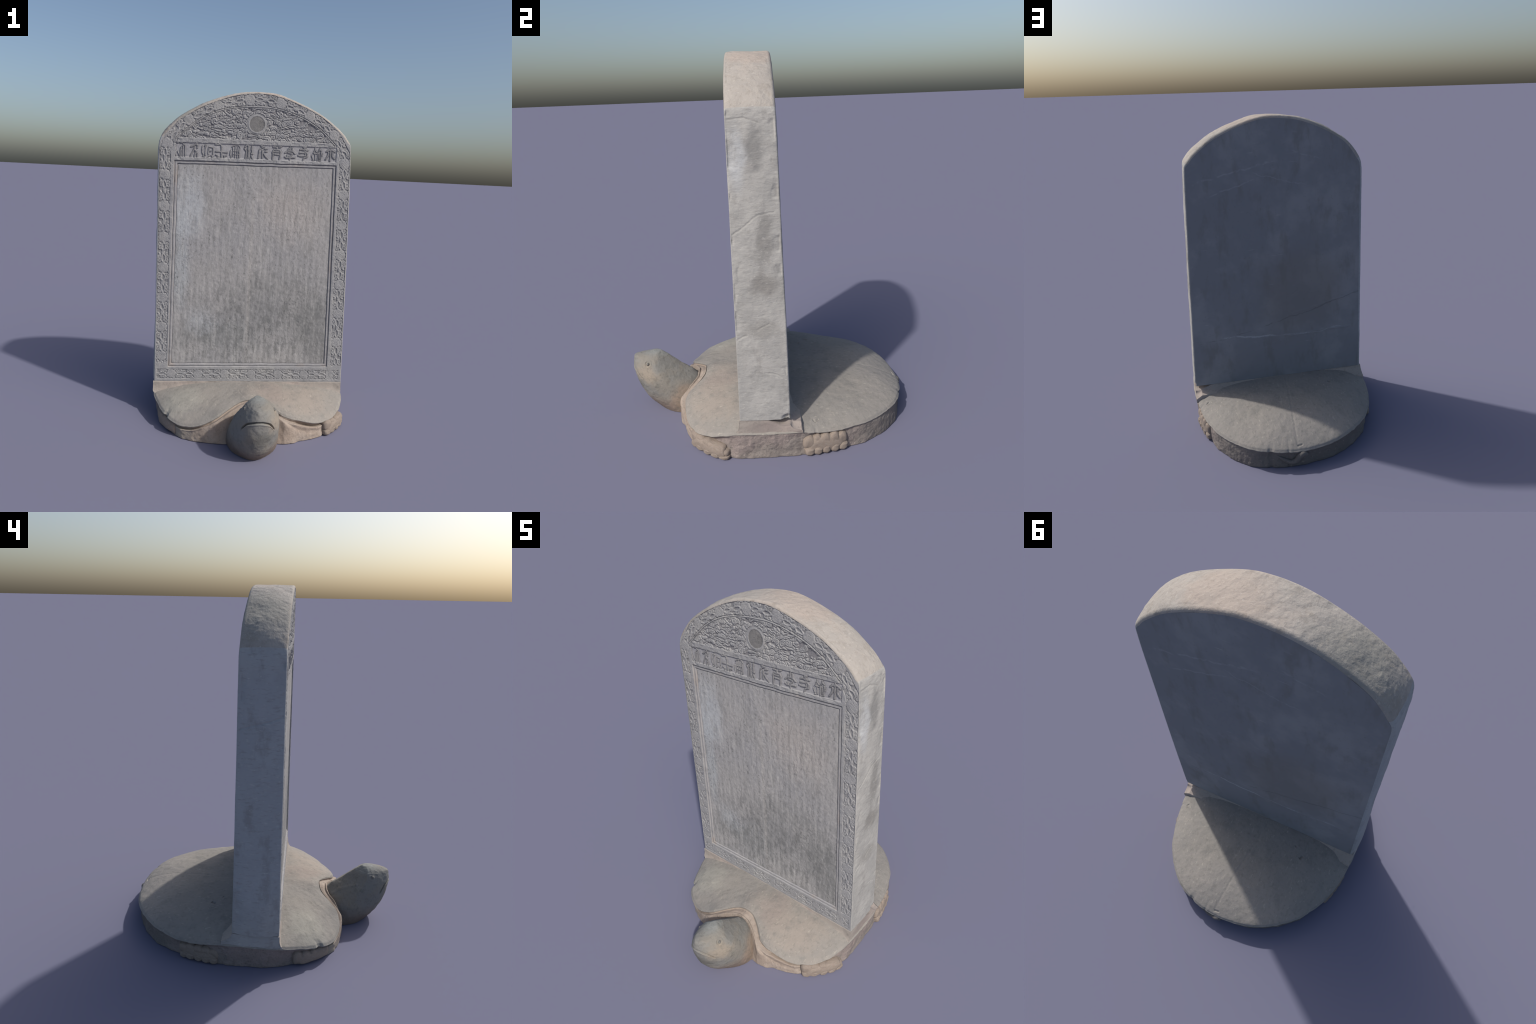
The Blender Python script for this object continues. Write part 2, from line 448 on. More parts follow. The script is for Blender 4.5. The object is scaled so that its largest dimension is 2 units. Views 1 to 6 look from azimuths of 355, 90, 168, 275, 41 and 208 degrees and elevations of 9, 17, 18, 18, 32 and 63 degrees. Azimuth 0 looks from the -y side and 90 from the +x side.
# ----------------------------------------------------------------------------
# the tablet
# ----------------------------------------------------------------------------
Z0 = 0.222
def x_left(z):  return -0.5895 + 0 * z
def x_right(z): return np.interp(z, [0.2, 1.02, 1.61, 1.72], [0.600, 0.579, 0.559, 0.553])
def z_bottom(x): return 0.224 + 0.012 * x
def y_front(x, z):
    belly = np.clip(1 - (x / 0.585) ** 2, 0, 1) * (0.002 + 0.010 * smooth(0.5, 1.75, z))
    return -0.1490 + (z - 0.22) / 1.5 * 0.0095 - belly + 0.0010 * fbm(x, z, 0 * x, 3.0, 2, 5)
def y_back(x, z):
    edge = (0.1065 - 0.0015 * x) + (z - 0.22) / 1.5 * (-0.0295)
    belly = 0.0085 * np.clip(1 - ((x - 0.20) / 0.45) ** 2, 0, 1) * (1 - 0.5 * smooth(1.70, 2.0, z)) * smooth(0.15, 0.5, z)
    return edge + belly + 0.0012 * fbm(x, z, 0 * x, 2.5, 2, 15)

ARCH = [(-0.5895, 1.640), (-0.583, 1.690), (-0.565, 1.731), (-0.520, 1.784), (-0.459, 1.838), (-0.339, 1.908),
        (-0.219, 1.958), (-0.130, 1.984), (-0.045, 1.996), (0.020, 1.997), (0.087, 1.991), (0.170, 1.969),
        (0.256, 1.938), (0.325, 1.908), (0.390, 1.873), (0.450, 1.829), (0.505, 1.782), (0.538, 1.742),
        (0.550, 1.722), (0.5545, 1.690)]
INNER_ARCH = [(-0.496, 1.702), (-0.414, 1.776), (-0.349, 1.825), (-0.261, 1.870), (-0.173, 1.896), (-0.080, 1.908),
              (0.008, 1.911), (0.091, 1.906), (0.168, 1.889), (0.259, 1.857), (0.325, 1.822), (0.378, 1.787),
              (0.445, 1.724), (0.466, 1.704)]

def tablet_outline():
    """outer outline, counter-clockwise seen from the front, starting bottom left going up"""
    left = [(-0.5895, z) for z in np.linspace(z_bottom(-0.5895), 1.640, 360)]
    arch = catmull(ARCH, 420)
    right = [(float(x_right(z)), z) for z in np.linspace(1.690, z_bottom(0.6), 360)]
    return np.array(left[:-1] + arch.tolist() + right[1:])

# seal-script strokes, in hundredths of a cell 280 wide and 380 high, drawn as they stand
GLYPHS = [
    [[(-115, 30), (-120, 150), (-115, 280), (-95, 330)], [(20, 110), (15, 350)], [(70, 100), (70, 350)],
     [(125, 60), (130, 350)], [(-80, 5), (-40, 8)], [(0, 12), (60, 5), (110, 40), (60, 75)], [(-60, 220), (-10, 330)]],
    [[(-90, 90), (-40, 80), (30, 25), (60, 0)], [(30, 25), (85, 50), (80, 110)],
     [(20, 90), (-20, 180), (-70, 280), (-100, 350)], [(0, 170), (60, 200)], [(85, 250), (85, 350)], [(40, 200), (10, 340)]],
    [[(-55, 30), (-90, 50), (-55, 85), (-30, 45), (-55, 30)], [(-145, 60), (-140, 220), (-110, 280)],
     [(-60, 100), (-60, 290)], [(20, 80), (130, 90), (130, 260)], [(20, 80), (20, 270)], [(60, 190), (90, 190)],
     [(-130, 320), (-70, 330)], [(-10, 340), (40, 310)], [(90, 290), (130, 340)]],
    [[(-160, 10), (-90, 20), (-20, 15)], [(0, 50), (0, 180), (10, 360)], [(-140, 190), (0, 195), (150, 205)],
     [(-140, 280), (-80, 300), (-90, 370)], [(140, 280), (80, 290), (90, 370)], [(-90, 365), (90, 370)]],
    [[(-80, 60), (0, 10), (90, 20), (120, 70)], [(-120, 150), (-130, 250), (-100, 340)], [(-60, 80), (-60, 300)],
     [(0, 40), (0, 330)], [(60, 60), (60, 340)], [(110, 90), (110, 330)], [(-60, 160), (110, 170)], [(-60, 240), (110, 250)]],
    [[(-100, 60), (-50, 10), (0, 20), (-20, 110)], [(-110, 100), (-60, 150)], [(-60, 170), (-70, 350)],
     [(0, 150), (-10, 340)], [(80, 20), (80, 110), (90, 180)], [(60, 210), (110, 220)], [(20, 300), (40, 350)], [(70, 260), (120, 360)]],
    [[(-60, 15), (-20, 10), (-30, 50), (20, 30)], [(-60, 80), (-100, 120), (-115, 310), (-130, 330)],
     [(-20, 120), (-20, 310)], [(40, 85), (100, 75)], [(60, 150), (100, 150)], [(20, 210), (60, 270), (130, 340)]],
    [[(-100, 25), (-30, 30)], [(60, 30), (110, 20)], [(0, 40), (0, 80)],
     [(-100, 350), (-105, 150), (-80, 100), (80, 100), (110, 150), (90, 230), (75, 350)], [(-60, 150), (60, 150)], [(-50, 210), (50, 220)]],
    [[(0, 10), (10, 100)], [(-40, 40), (-40, 90)], [(60, 30), (60, 90)], [(-130, 170), (-70, 120), (0, 110), (70, 120), (130, 180)],
     [(-50, 160), (50, 170)], [(-130, 270), (-90, 290), (60, 280), (130, 270)], [(-70, 230), (-60, 270)], [(60, 190), (0, 270)], [(0, 250), (5, 350)]],
    [[(0, 10), (60, 10), (20, 40), (40, 60)], [(-90, 80), (-40, 60), (20, 80)], [(80, 90), (120, 80)], [(-100, 150), (40, 150)],
     [(-120, 220), (-60, 235), (50, 220), (60, 180)], [(60, 120), (110, 170), (100, 250), (20, 280), (-5, 350)]],
    [[(-60, 10), (-70, 80), (-110, 140)], [(-60, 60), (-20, 120)], [(60, 10), (50, 80), (10, 140)], [(60, 50), (110, 90)],
     [(-90, 160), (0, 160)], [(-150, 210), (-110, 300)], [(-60, 180), (-40, 320)], [(20, 140), (20, 330)], [(100, 120), (100, 320)],
     [(60, 160), (60, 300)], [(140, 160), (130, 220)], [(-120, 330), (-80, 330)], [(60, 335), (100, 330)]],
    [[(0, 10), (0, 80)], [(-110, 100), (-60, 60), (0, 50), (60, 60), (120, 100)], [(-60, 110), (-50, 180), (-80, 230), (-115, 290)],
     [(60, 110), (50, 180), (90, 250), (120, 280)], [(0, 100), (-5, 330)]],
]
GLYPH_X = [-0.463, -0.380, -0.301, -0.221, -0.140, -0.061, 0.025, 0.107, 0.186, 0.266, 0.350, 0.430]
FINE_GLYPH = (0, 2, 4, 10)

def spiral(cx, cz, r0, turns, start, hand=1, n=18):
    out = []
    for t in np.linspace(0, 1, n):
        a = start + hand * 2 * math.pi * turns * t
        r = r0 * (1 - 0.82 * t)
        out.append((cx + r * math.cos(a), cz + r * math.sin(a)))
    return out

def vine_pattern(s, t, L, half):
    """raised height 0..1 of the scrolling peony vine; s along the strip, t across"""
    k = np.floor(s / L + 0.5)
    jit = _hash(k.astype(np.int64), k.astype(np.int64) * 3 + 1, k.astype(np.int64) * 7, 3)
    u = s - k * L + 0.003 * vnoise(s * 40, t * 40, 0 * s, 2)
    v = t + 0.003 * vnoise(s * 40, t * 40, 0 * s + 9, 2)
    sc = half / 0.036
    u, v = u / sc, v / sc
    Lh = L / sc / 2
    h = np.zeros(s.shape)
    # flower
    r = np.hypot(u, v * 0.96)
    phi = np.arctan2(v, u)
    R = 0.0335 * (1 + 0.10 * np.abs(np.cos(4 * phi + jit)) - 0.04)
    fl = smooth(0.0, 0.0035, R - r)
    dome = 0.82 + 0.18 * smooth(0.0, 0.02, R - r)
    petal = 0.25 * smooth(0.0022, 0.0006, np.abs(r - 0.0165 * (1 + 0.15 * np.cos(6 * phi + 1 + jit)))) \
        + 0.22 * smooth(0.16, 0.05, np.abs(np.sin(4 * phi + jit))) * (r > 0.0165) \
        + 0.25 * smooth(0.0016, 0.0006, np.abs(r - 0.0075))
    h = np.maximum(h, fl * (dome - petal))
    # leaf scrolls around and between the flowers
    for sg in (-1, 1):
        vv = v * sg
        for (a, b, r0, turns, st, hd, w) in (
                (0.043, 0.021, 0.0115, 0.95, 0.2, 1, 0.0052),
                (0.069, 0.020, 0.0130, 0.95, 3.6, -1, 0.0054),
                (-0.043, 0.022, 0.0110, 0.90, 2.9, -1, 0.0052),
                (-0.067, 0.019, 0.0130, 0.95, 5.8, 1, 0.0054)):
            d = seg_dist(u, vv, spiral(a, b, r0, turns, st, hd))
            h = np.maximum(h, smooth(w, w - 0.0026, d) * (0.85 + 0.15 * smooth(w, 0, d) - 0.30 * smooth(0.0017, 0.0005, d)))
        for pts, w in (([(0.033, 0.0), (0.050, 0.012), (0.072, 0.010), (0.090, 0.001)], 0.0056),
                       ([(-0.033, 0.0), (-0.048, 0.010), (-0.072, 0.012), (-0.090, -0.001)], 0.0056),
                       ([(0.074, 0.030), (0.084, 0.018), (0.094, 0.026)], 0.0068),
                       ([(-0.018, 0.033), (-0.028, 0.030)], 0.0050),
                       ([(0.018, 0.033), (0.028, 0.031)], 0.0050)):
            d = seg_dist(u, vv, pts)
            h = np.maximum(h, smooth(w, w - 0.0022, d) * (0.82 + 0.18 * smooth(w, 0, d)))
    d = np.hypot((np.abs(u) - Lh) * 0.8, v)
    h = np.maximum(h, smooth(0.012, 0.009, d) * (1 - 0.35 * smooth(0.0018, 0.0006, np.abs(d - 0.006))))
    h *= smooth(half + 0.0005, half - 0.002, np.abs(t))
    return h * (0.92 + 0.14 * vnoise(s * 60, t * 60, 0 * s, 21))

def cloud_relief(x, z):
    """banks of curling clouds laid over one another, height 0..1, with carved spirals"""
    r = np.random.default_rng(11)
    h = np.zeros(x.shape)
    # light warp so that no curve is perfect
    wx = x + 0.0035 * vnoise(x * 45, z * 45, 0 * x, 31) + 0.010 * vnoise(x * 14, z * 14, 0 * x, 33)
    wz = z + 0.0035 * vnoise(x * 45, z * 45, 0 * x + 4, 31) + 0.011 * vnoise(x * 17, z * 17, 0 * x + 8, 33)
    order = []
    for row, zz in enumerate(np.arange(1.925, 1.690, -0.0275)):
        xx = -0.47 + 0.03 * (row % 2)
        while xx < 0.46:
            order.append((xx + r.uniform(-0.012, 0.012), zz + r.uniform(-0.008, 0.008)))
            xx += r.uniform(0.050, 0.085)
    for cx, cz in order:
        lobes = []
        n = r.integers(3, 6)
        direction = r.choice([-1, 1])
        px, pz = cx - direction * 0.022, cz
        for i in range(n):
            rad = r.uniform(0.0130, 0.0250) * (1 - 0.14 * i)
            lobes.append((px, pz, rad))
            px += direction * rad * r.uniform(1.0, 1.5)
            pz += r.uniform(-0.012, 0.012)
        sl = r.uniform(-0.010, 0.010)
        tail = [(px, pz), (px + direction * 0.014, pz + sl), (px + direction * 0.026, pz - sl * 0.6), (px + direction * 0.040, pz + sl * 0.8)]
        near = (np.abs(wx - cx) < 0.12) & (np.abs(wz - cz) < 0.05)
        ax, az = wx[near], wz[near]
        sd = np.full(ax.shape, -1.0)
        for lx, lz, rad in lobes:
            sd = np.maximum(sd, rad - np.hypot(ax - lx, az - lz))
        sd = np.maximum(sd, 0.0058 - seg_dist(ax, az, tail))
        inside = smooth(0.0, 0.0026, sd)
        top = 0.62 + 0.38 * smooth(0.0, 0.009, sd) * r.uniform(0.7, 1.0)
        groove = np.zeros(ax.shape)
        for lx, lz, rad in lobes[:3]:
            st = r.uniform(0, 6.28)
            d = seg_dist(ax, az, spiral(lx, lz, rad * 0.70, 1.35, st, r.choice([-1, 1]), 14))
            groove = np.maximum(groove, smooth(0.0021, 0.0006, d))
        val = top - 0.45 * groove
        # a newer cloud covers older ones; a narrow dark channel is left round its edge
        old = h[near]
        rim = smooth(-0.0030, -0.0004, sd)
        old = old * (1 - 0.75 * rim)
        h[near] = old * (1 - inside) + val * inside
    return h

def front_relief(x, z):
    """carving depth (metres, positive towards the viewer) and a part label per point"""
    e = np.zeros(x.shape)
    lab = np.zeros(x.shape, np.int8)            # 0 plain margin
    CUT = 0.0036
    # border strip running up the left side, over the arch and down the right side
    out_arch = catmull(ARCH, 60)
    mid = []
    for q in np.linspace(0.335, 1.66, 12):
        mid.append((-0.5485 + 0.002 * (1.0 - q), q))
    for ax, az in out_arch[9:-6]:
        ins = np.array(INNER_ARCH)
        k = np.argmin(np.hypot(ins[:, 0] - ax, ins[:, 1] - az))
        # normal from the arch centre
        cx, cz = -0.018, 1.30
        n = np.array([ax - cx, az - cz]); n /= np.linalg.norm(n)
        mid.append((ax - 0.046 * n[0], az - 0.046 * n[1]))
    for q in np.linspace(1.66, 0.335, 12):
        mid.append((0.5405 - (q - 0.9) * 0.0265, q))
    S, T, total = strip_coords(x, z, mid)
    inside_frame = np.minimum.reduce([
        x - np.interp(z, [0.31, 1.58], [-0.505, -0.495]),
        np.interp(z, [0.33, 1.60], [0.502, 0.472]) - x,
        z - (0.320 + 0.018 * x),
        (1.5895 + 0.0155 * x) - z])
    half = 0.0345
    strip = (np.abs(T) < half) & (S > 0.001) & (S < total - 0.001) & (inside_frame < -0.008)
    hv = vine_pattern(S[strip] - 0.045, T[strip], 0.1860, half)
    edge = smooth(half, half - 0.0025, np.abs(T[strip]))
    e[strip] = -CUT * edge * (1 - hv)
    lab[strip] = np.where(hv > 0.45, 2, 1)
    # bottom strip
    zc = 0.2705 + 0.012 * x
    bt = z - zc
    bhalf = 0.0315
    bs = (np.abs(bt) < bhalf) & (x > -0.575) & (x < 0.580) & ~strip
    hv = vine_pattern(x[bs] - 0.018, bt[bs], 0.1680, bhalf)
    edge = smooth(bhalf, bhalf - 0.0025, np.abs(bt[bs])) * smooth(-0.575, -0.570, x[bs]) * smooth(0.580, 0.575, x[bs])
    e[bs] = -0.0034 * edge * (1 - hv)
    lab[bs] = np.where(hv > 0.45, 2, 1)
    # stepped frame and inscription panel
    f = inside_frame
    wob = 0.0012 * vnoise(x * 14, z * 14, 0 * x, 8)
    step1 = smooth(-0.0005, 0.0022, f + wob)
    step2 = smooth(0.0165, 0.0192, f + wob)
    m = f > -0.001
    e[m] = (-0.0050 * step1 - 0.0040 * step2
            - 0.0042 * smooth(0.0036, 0.0010, np.abs(f + wob - 0.0025))
            - 0.0032 * smooth(0.0032, 0.0010, np.abs(f + wob - 0.0195)))[m]
    lab[m] = np.where(f[m] > 0.0195, 4, 3)
    # ghost of the inscription: shallow vertical columns of worn characters
    pm = f > 0.03
    gx = x[pm] / 0.0375
    cellx = np.abs(gx - np.round(gx)) * 2
    wear = smooth(-0.1, 0.6, fbm(x[pm], z[pm], 0 * x[pm], 4, 2, 41))
    e[pm] -= 0.0005 * smooth(0.9, 0.5, cellx) * smooth(0.05, 0.5, vnoise(x[pm] * 130, z[pm] * 110, 0 * x[pm], 17)) * wear
    # tympanum with clouds
    lo = 1.7125 + 0.0115 * x
    ix = np.array(INNER_ARCH)
    za = np.interp(x, *catmull(INNER_ARCH, 120).T, left=-1, right=-1)
    near_arch = seg_dist(x, z, [tuple(p) for p in catmull(INNER_ARCH, 50)])
    ty = (z > lo) & (z < za)
    inner = np.minimum(near_arch, z - lo)
    med_r = np.hypot((x + 0.018), (z - 1.812))
    hc = np.zeros(x.shape)
    hc[ty] = cloud_relief(x[ty], z[ty])
    hc = hc * smooth(0.0610, 0.0630, med_r)
    depth = smooth(0.0050, 0.0085, inner) * ty
    e = np.where(ty, -0.0056 * depth * (1 - hc), e)
    lab[ty & (inner > 0.006)] = np.where(hc[ty & (inner > 0.006)] > 0.42, 6, 5)
    # double line along the inner arch
    gro = (np.abs(near_arch - 0.0046) < 0.003) & (z > lo - 0.004) & (x > -0.50) & (x < 0.47) & ~(ty & (inner > 0.006))
    e = np.where(gro, e - 0.0040 * smooth(0.0024, 0.0006, np.abs(near_arch - 0.0046)), e)
    # sun disc
    md = med_r < 0.0622
    ring = (0.0034 * smooth(0.0622, 0.0595, med_r) - 0.0018 * smooth(0.0020, 0.0006, np.abs(med_r - 0.0555))
            + 0.0006 * smooth(0.0585, 0.0530, med_r) - 0.0016 * smooth(0.0475, 0.0425, med_r))
    e[md] = (-0.0060 + ring)[md]
    lab[md] = np.where(med_r[md] < 0.0450, 8, 7)
    # inscription band
    bz1, bz0 = 1.6945 + 0.0165 * x, 1.6085 + 0.0135 * x
    inb = np.minimum.reduce([bz1 - z, z - bz0, x + 0.492, 0.4685 - x])
    bm = inb > -0.0005
    e[bm] = -0.0045 * smooth(0.0, 0.0028, inb[bm])
    lab[bm & (inb > 0.001)] = 9
    for k, (gxc, strokes) in enumerate(zip(GLYPH_X, GLYPHS)):
        top = 1.6915 + 0.0160 * gxc
        near = bm & (np.abs(x - gxc) < 0.0415)
        ax = (x[near] - gxc) / 0.000230 + 6 * vnoise(x[near] * 90, z[near] * 90, 0 * x[near], 50 + k)
        az = (top - z[near]) / 0.000229 + 6 * vnoise(x[near] * 90, z[near] * 90, 0 * x[near] + 3, 50 + k)
        d = np.full(ax.shape, 1e9)
        for st in strokes:
            d = np.minimum(d, seg_dist(ax, az, st))
        w = 13 if k in FINE_GLYPH else 21
        h = smooth(w + 4, w - 5, d)
        en = e[near]
        en = en * (1 - 0.85 * h) - 0.0018 * smooth(w + 12, w + 3, d) * (1 - h)
        e[near] = en
        ln = lab[near]
        ln[(h > 0.4) & (ln == 9)] = 20 + k
        lab[near] = ln
    # worn bars above and below the inscription band
    bar = ((z > bz1) & (z < lo) | (z < bz0) & (f < -0.001) & (z > 1.57)) & (x > -0.49) & (x < 0.468)
    e[bar] -= 0.0016 * smooth(0.05, 0.5, vnoise(x[bar] * 60, z[bar] * 60, 0 * x[bar], 61))
    # general weathering
    e += 0.0006 * fbm(x, z, 0 * x, 55, 2, 71)
    return e, lab

def build_tablet(M, root):
    outline = tablet_outline()
    # inset outline: a wider rounded edge over the arch than down the sides
    tan = np.gradient(outline, axis=0)
    tan /= np.linalg.norm(tan, axis=1, keepdims=True) + 1e-12
    nor = np.stack([-tan[:, 1], tan[:, 0]], 1)         # outward (left of travel up the left side)
    k = 9
    pad = np.concatenate([np.repeat(nor[:1], k, 0), nor, np.repeat(nor[-1:], k, 0)])
    nor = np.stack([np.convolve(pad[:, c], np.ones(2 * k + 1) / (2 * k + 1), "valid") for c in range(2)], 1)
    nor /= np.linalg.norm(nor, axis=1, keepdims=True)
    arch_w = smooth(0.15, 0.6, nor[:, 1])
    e_front = 0.0042 + 0.0075 * arch_w + 0.0030 * smooth(0.5, 0.9, -nor[:, 0])
    e_back = 0.0080 + 0.0100 * arch_w + 0.0080 * smooth(0.5, 0.9, -nor[:, 0])
    in_f = outline - nor * e_front[:, None]
    # the arch stands a little higher at the back on the left shoulder
    lift = 0.0065 * arch_w * smooth(-0.03, -0.25, outline[:, 0]) * smooth(-0.585, -0.50, outline[:, 0])
    outline_b = outline + nor * lift[:, None]
    in_b = outline_b - nor * e_back[:, None]

    def sheet(inset, nu, nv):
        """grid filling an inset outline"""
        i_top0 = np.argmax(inset[:, 1] > 1.636)
        i_top1 = len(inset) - np.argmax(inset[::-1, 1] > 1.690)
        topc = inset[i_top0:i_top1]
        keep = np.concatenate([[True], np.diff(np.maximum.accumulate(topc[:, 0])) > 1e-9])
        topc = topc[keep]
        u = np.linspace(0, 1, nu)
        tx = topc[0, 0] + u * (topc[-1, 0] - topc[0, 0])
        tz = np.interp(tx, topc[:, 0], topc[:, 1])
        v = np.linspace(0, 1, nv)
        zb0 = z_bottom(tx)
        Z = zb0[:, None] + v[None] * (tz - zb0)[:, None]
        # side edges follow the inset outline
        n_l = i_top0
        lx = np.interp(Z, inset[:n_l, 1], inset[:n_l, 0], right=topc[0, 0])
        rr = inset[i_top1 - 1:][::-1]
        rx = np.interp(Z, rr[:, 1], rr[:, 0], right=topc[-1, 0])
        w = ((tx - tx[0]) / (tx[-1] - tx[0]))[:, None]
        X = lx + w * (rx - lx)
        return X, Z

    # ---- carved front
    nu, nv = 660, 980
    X, Z = sheet(in_f, nu, nv)
    x, z = X.ravel(), Z.ravel()
    e, lab = front_relief(x, z)
    d_edge = np.minimum.reduce([x - x_left(z), x_right(z) - x, z - z_bottom(x)])
    e = e * smooth(0.004, 0.007, d_edge)
    V = np.stack([x, y_front(x, z) - e, z], 1)
    F = grid_faces(nu, nv)
    N = quad_normals(V, F)
    fl = lab[F[:, 0]]
    stele = add_object("stone_tablet", None, None, root)
    stele.empty_display_size = 0.1
    for name, ids, mat in (("tablet_margin", (0,), "carving"), ("border_ground", (1,), "ground"), ("vine_carving", (2,), "carving"),
                           ("frame_moulding", (3,), "frame"), ("inscription_panel", (4,), "panel"),
                           ("cloud_ground", (5,), "cloud_ground"), ("cloud_carving", (6,), "carving"),
                           ("disc_ring", (7,), "carving"), ("sun_disc", (8,), "disc"), ("inscription_band", (9,), "band")):
        region_object(name, V, N, F, np.isin(fl, ids), M[mat], stele)
    for k in range(len(GLYPHS)):
        region_object("character", V, N, F, fl == 20 + k, M["character"], stele)

    # ---- edge and sides: rings from the front edge, round the side, to the back edge
    n_side = 64
    rings = []
    m = len(outline)
    bottom_n = 200
    def close(ring):
        return ring
    ox, oz = outline[:, 0], outline[:, 1]
    for a in np.linspace(0, math.pi / 2, 5):
        f = math.sin(a)
        px = in_f + (outline - in_f) * f
        rings.append(("f", px, (1 - math.cos(a)) * e_front * 0.9, 0))
    body = np.linspace(0, 1, n_side + 2)[1:-1]
    for b in body:
        rings.append(("s", outline + (outline_b - outline) * float(smooth(0.0, 0.7, b)), b, 1))
    for a in np.linspace(math.pi / 2, 0, 6):
        f = math.sin(a)
        px = in_b + (outline_b - in_b) * f
        rings.append(("b", px, (1 - math.cos(a)) * e_back, 0))
    P = []
    for kind, px, par, _ in rings:
        rx, rz = px[:, 0], px[:, 1]
        yf, yb = y_front(rx, rz), y_back(rx, rz)
        if kind == "f":
            yy = yf + par
        elif kind == "b":
            yy = yb - par
        else:
            lo, hi = yf + e_front * 0.9, yb - e_back
            yy = lo + (hi - lo) * par
        nrm3 = np.concatenate([nor, np.zeros((m, 1))], 1)
        amp = 1.0 if kind == "s" else 0.55
        rough = 0.0016 * fbm(rx, yy, rz, 9, 3, 81) * (1 + 0.6 * arch_w) + 0.0007 * fbm(rx, yy, rz, 45, 3, 91) * (1 + 0.5 * arch_w)
        if kind == "f":
            rough = rough * (par / (e_front * 0.9))
        if kind == "b":
            rough = rough * (par / e_back)
        if kind == "s":
            crown = np.sin(np.pi * np.clip(par, 0, 1)) ** 0.8
            left_flare = (rx < -0.5) * (1 - smooth(0.0, 0.5, arch_w)) * (0.0035 + 0.0090 * smooth(0.75, 0.22, rz))
            rough = rough + crown * (0.0035 + left_flare + arch_w * 0.0065 * smooth(0.05, 0.30, np.abs(rx + 0.02)) - 0.003 * smooth(1.965, 1.99, rz))
            # chips along the arrises and the old cracks
            g = np.zeros(m)
            rt = rx > 0.5
            for line in ([(-0.140, 1.180), (-0.100, 1.204), (-0.071, 1.226), (-0.030, 1.262), (-0.009, 1.272), (0.06, 1.282)],
                         [(-0.135, 1.684), (-0.064, 1.692), (0.0, 1.669)],
                         [(-0.148, 0.660), (-0.115, 0.684), (-0.093, 0.691)], [(-0.039, 0.718), (-0.01, 0.735), (0.019, 0.748)],
                         [(-0.01, 0.49), (0.03, 0.485), (0.06, 0.47)]):
                g = np.maximum(g, rt * smooth(0.0034, 0.0008, seg_dist(yy + 0.004 * vnoise(rz * 60, yy * 60, 0 * yy, 3), rz, line)))
            lf = rx < -0.5
            g = np.maximum(g, lf * 1.3 * smooth(0.0055, 0.001, seg_dist(yy, rz + 0.003 * vnoise(rz * 60, yy * 60, 0 * yy, 4),
                           [(0.073, 1.344), (0.016, 1.365), (-0.071, 1.382), (-0.135, 1.416)])))
            rough = rough - 0.0028 * g
            chip = smooth(0.35, 0.8, fbm(rx, yy, rz, 14, 2, 101)) * smooth(0.25, 0.0, np.minimum(par, 1 - par))
            rough = rough - 0.005 * chip * (1 - 0.7 * arch_w)
            if True:
                # broken lower back corner on the right
                q = np.hypot((yy - 0.100) / 0.045, (rz - 0.236) / 0.030)
                rough = rough - rt * 0.018 * smooth(1.0, 0.3, q)
        if kind == "b":
            q = np.hypot((rz - 0.236) / 0.030, 1e-9)
            rough = rough - (rx > 0.5) * 0.014 * smooth(1.0, 0.3, q)
        p3 = np.stack([rx + nor[:, 0] * rough * amp, yy, rz + nor[:, 1] * rough * amp], 1)
        P.append(p3)
    R = len(P)
    V2 = np.stack(P, 1).reshape(-1, 3)                  # index = i*R + r
    F2 = grid_faces(m, R)
    N2 = quad_normals(V2, F2)
    seg = np.repeat(np.arange(m - 1), R - 1)
    top = nor[seg, 1] > 0.45
    region_object("tablet_side", V2, N2, F2, ~top, M["side"], stele)
    region_object("tablet_top", V2, N2, F2, top, M["top"], stele)

    # ---- plain back
    nu, nv = 240, 360
    X, Z = sheet(in_b, nu, nv)
    x, z = X.ravel(), Z.ravel()
    d_edge = np.minimum(x - x_left(z), x_right(z) - x)
    bump = 0.0010 * fbm(x, z, 0 * x, 12, 3, 111) * smooth(0.006, 0.03, d_edge)
    for line, dd in (([(0.449, 0.584), (0.25, 0.56), (0.067, 0.546), (-0.052, 0.521), (-0.3, 0.532), (-0.515, 0.537)], 0.0025),
                     ([(0.319, 0.566), (0.167, 0.6), (-0.056, 0.671), (-0.585, 0.79)], 0.0015)):
        dist = seg_dist(x, z + 0.006 * vnoise(x * 25, z * 25, 0 * x, 6), line)
        bump += dd * smooth(0.010, 0.0, dist) * smooth(-0.2, 0.5, vnoise(x * 9, z * 3, 0 * x, 66))
    for k in range(26):
        cx, cz = rng.uniform(-0.5, 0.48), rng.uniform(0.5, 1.85)
        a, l = rng.uniform(-0.6, 0.6), rng.uniform(0.01, 0.05)
        dist = seg_dist(x, z, [(cx - l * math.cos(a), cz - l * math.sin(a)), (cx + l * math.cos(a), cz + l * math.sin(a))])
        bump -= 0.0012 * smooth(0.0045, 0.0, dist)
    V3 = np.stack([x, y_back(x, z) + bump, z], 1)
    F3 = grid_faces(nu, nv, flip=True)
    region_object("tablet_back", V3, quad_normals(V3, F3), F3, np.ones(len(F3), bool), M["back"], stele)
    # ---- underside, seen only in the broken corner
    xs = np.linspace(-0.585, 0.590, 60)
    ys = np.linspace(-0.140, 0.090, 12)
    XX, YY = np.meshgrid(xs, ys, indexing="ij")
    V4 = np.stack([XX.ravel(), YY.ravel(), z_bottom(XX.ravel()) + 0.002 + 0.0006 * fbm(XX.ravel(), YY.ravel(), 0 * XX.ravel(), 20)], 1)
    F4 = grid_faces(60, 12, flip=True)
    region_object("tablet_foot", V4, quad_normals(V4, F4), F4, np.ones(len(F4), bool), M["side"], stele)
    return stele

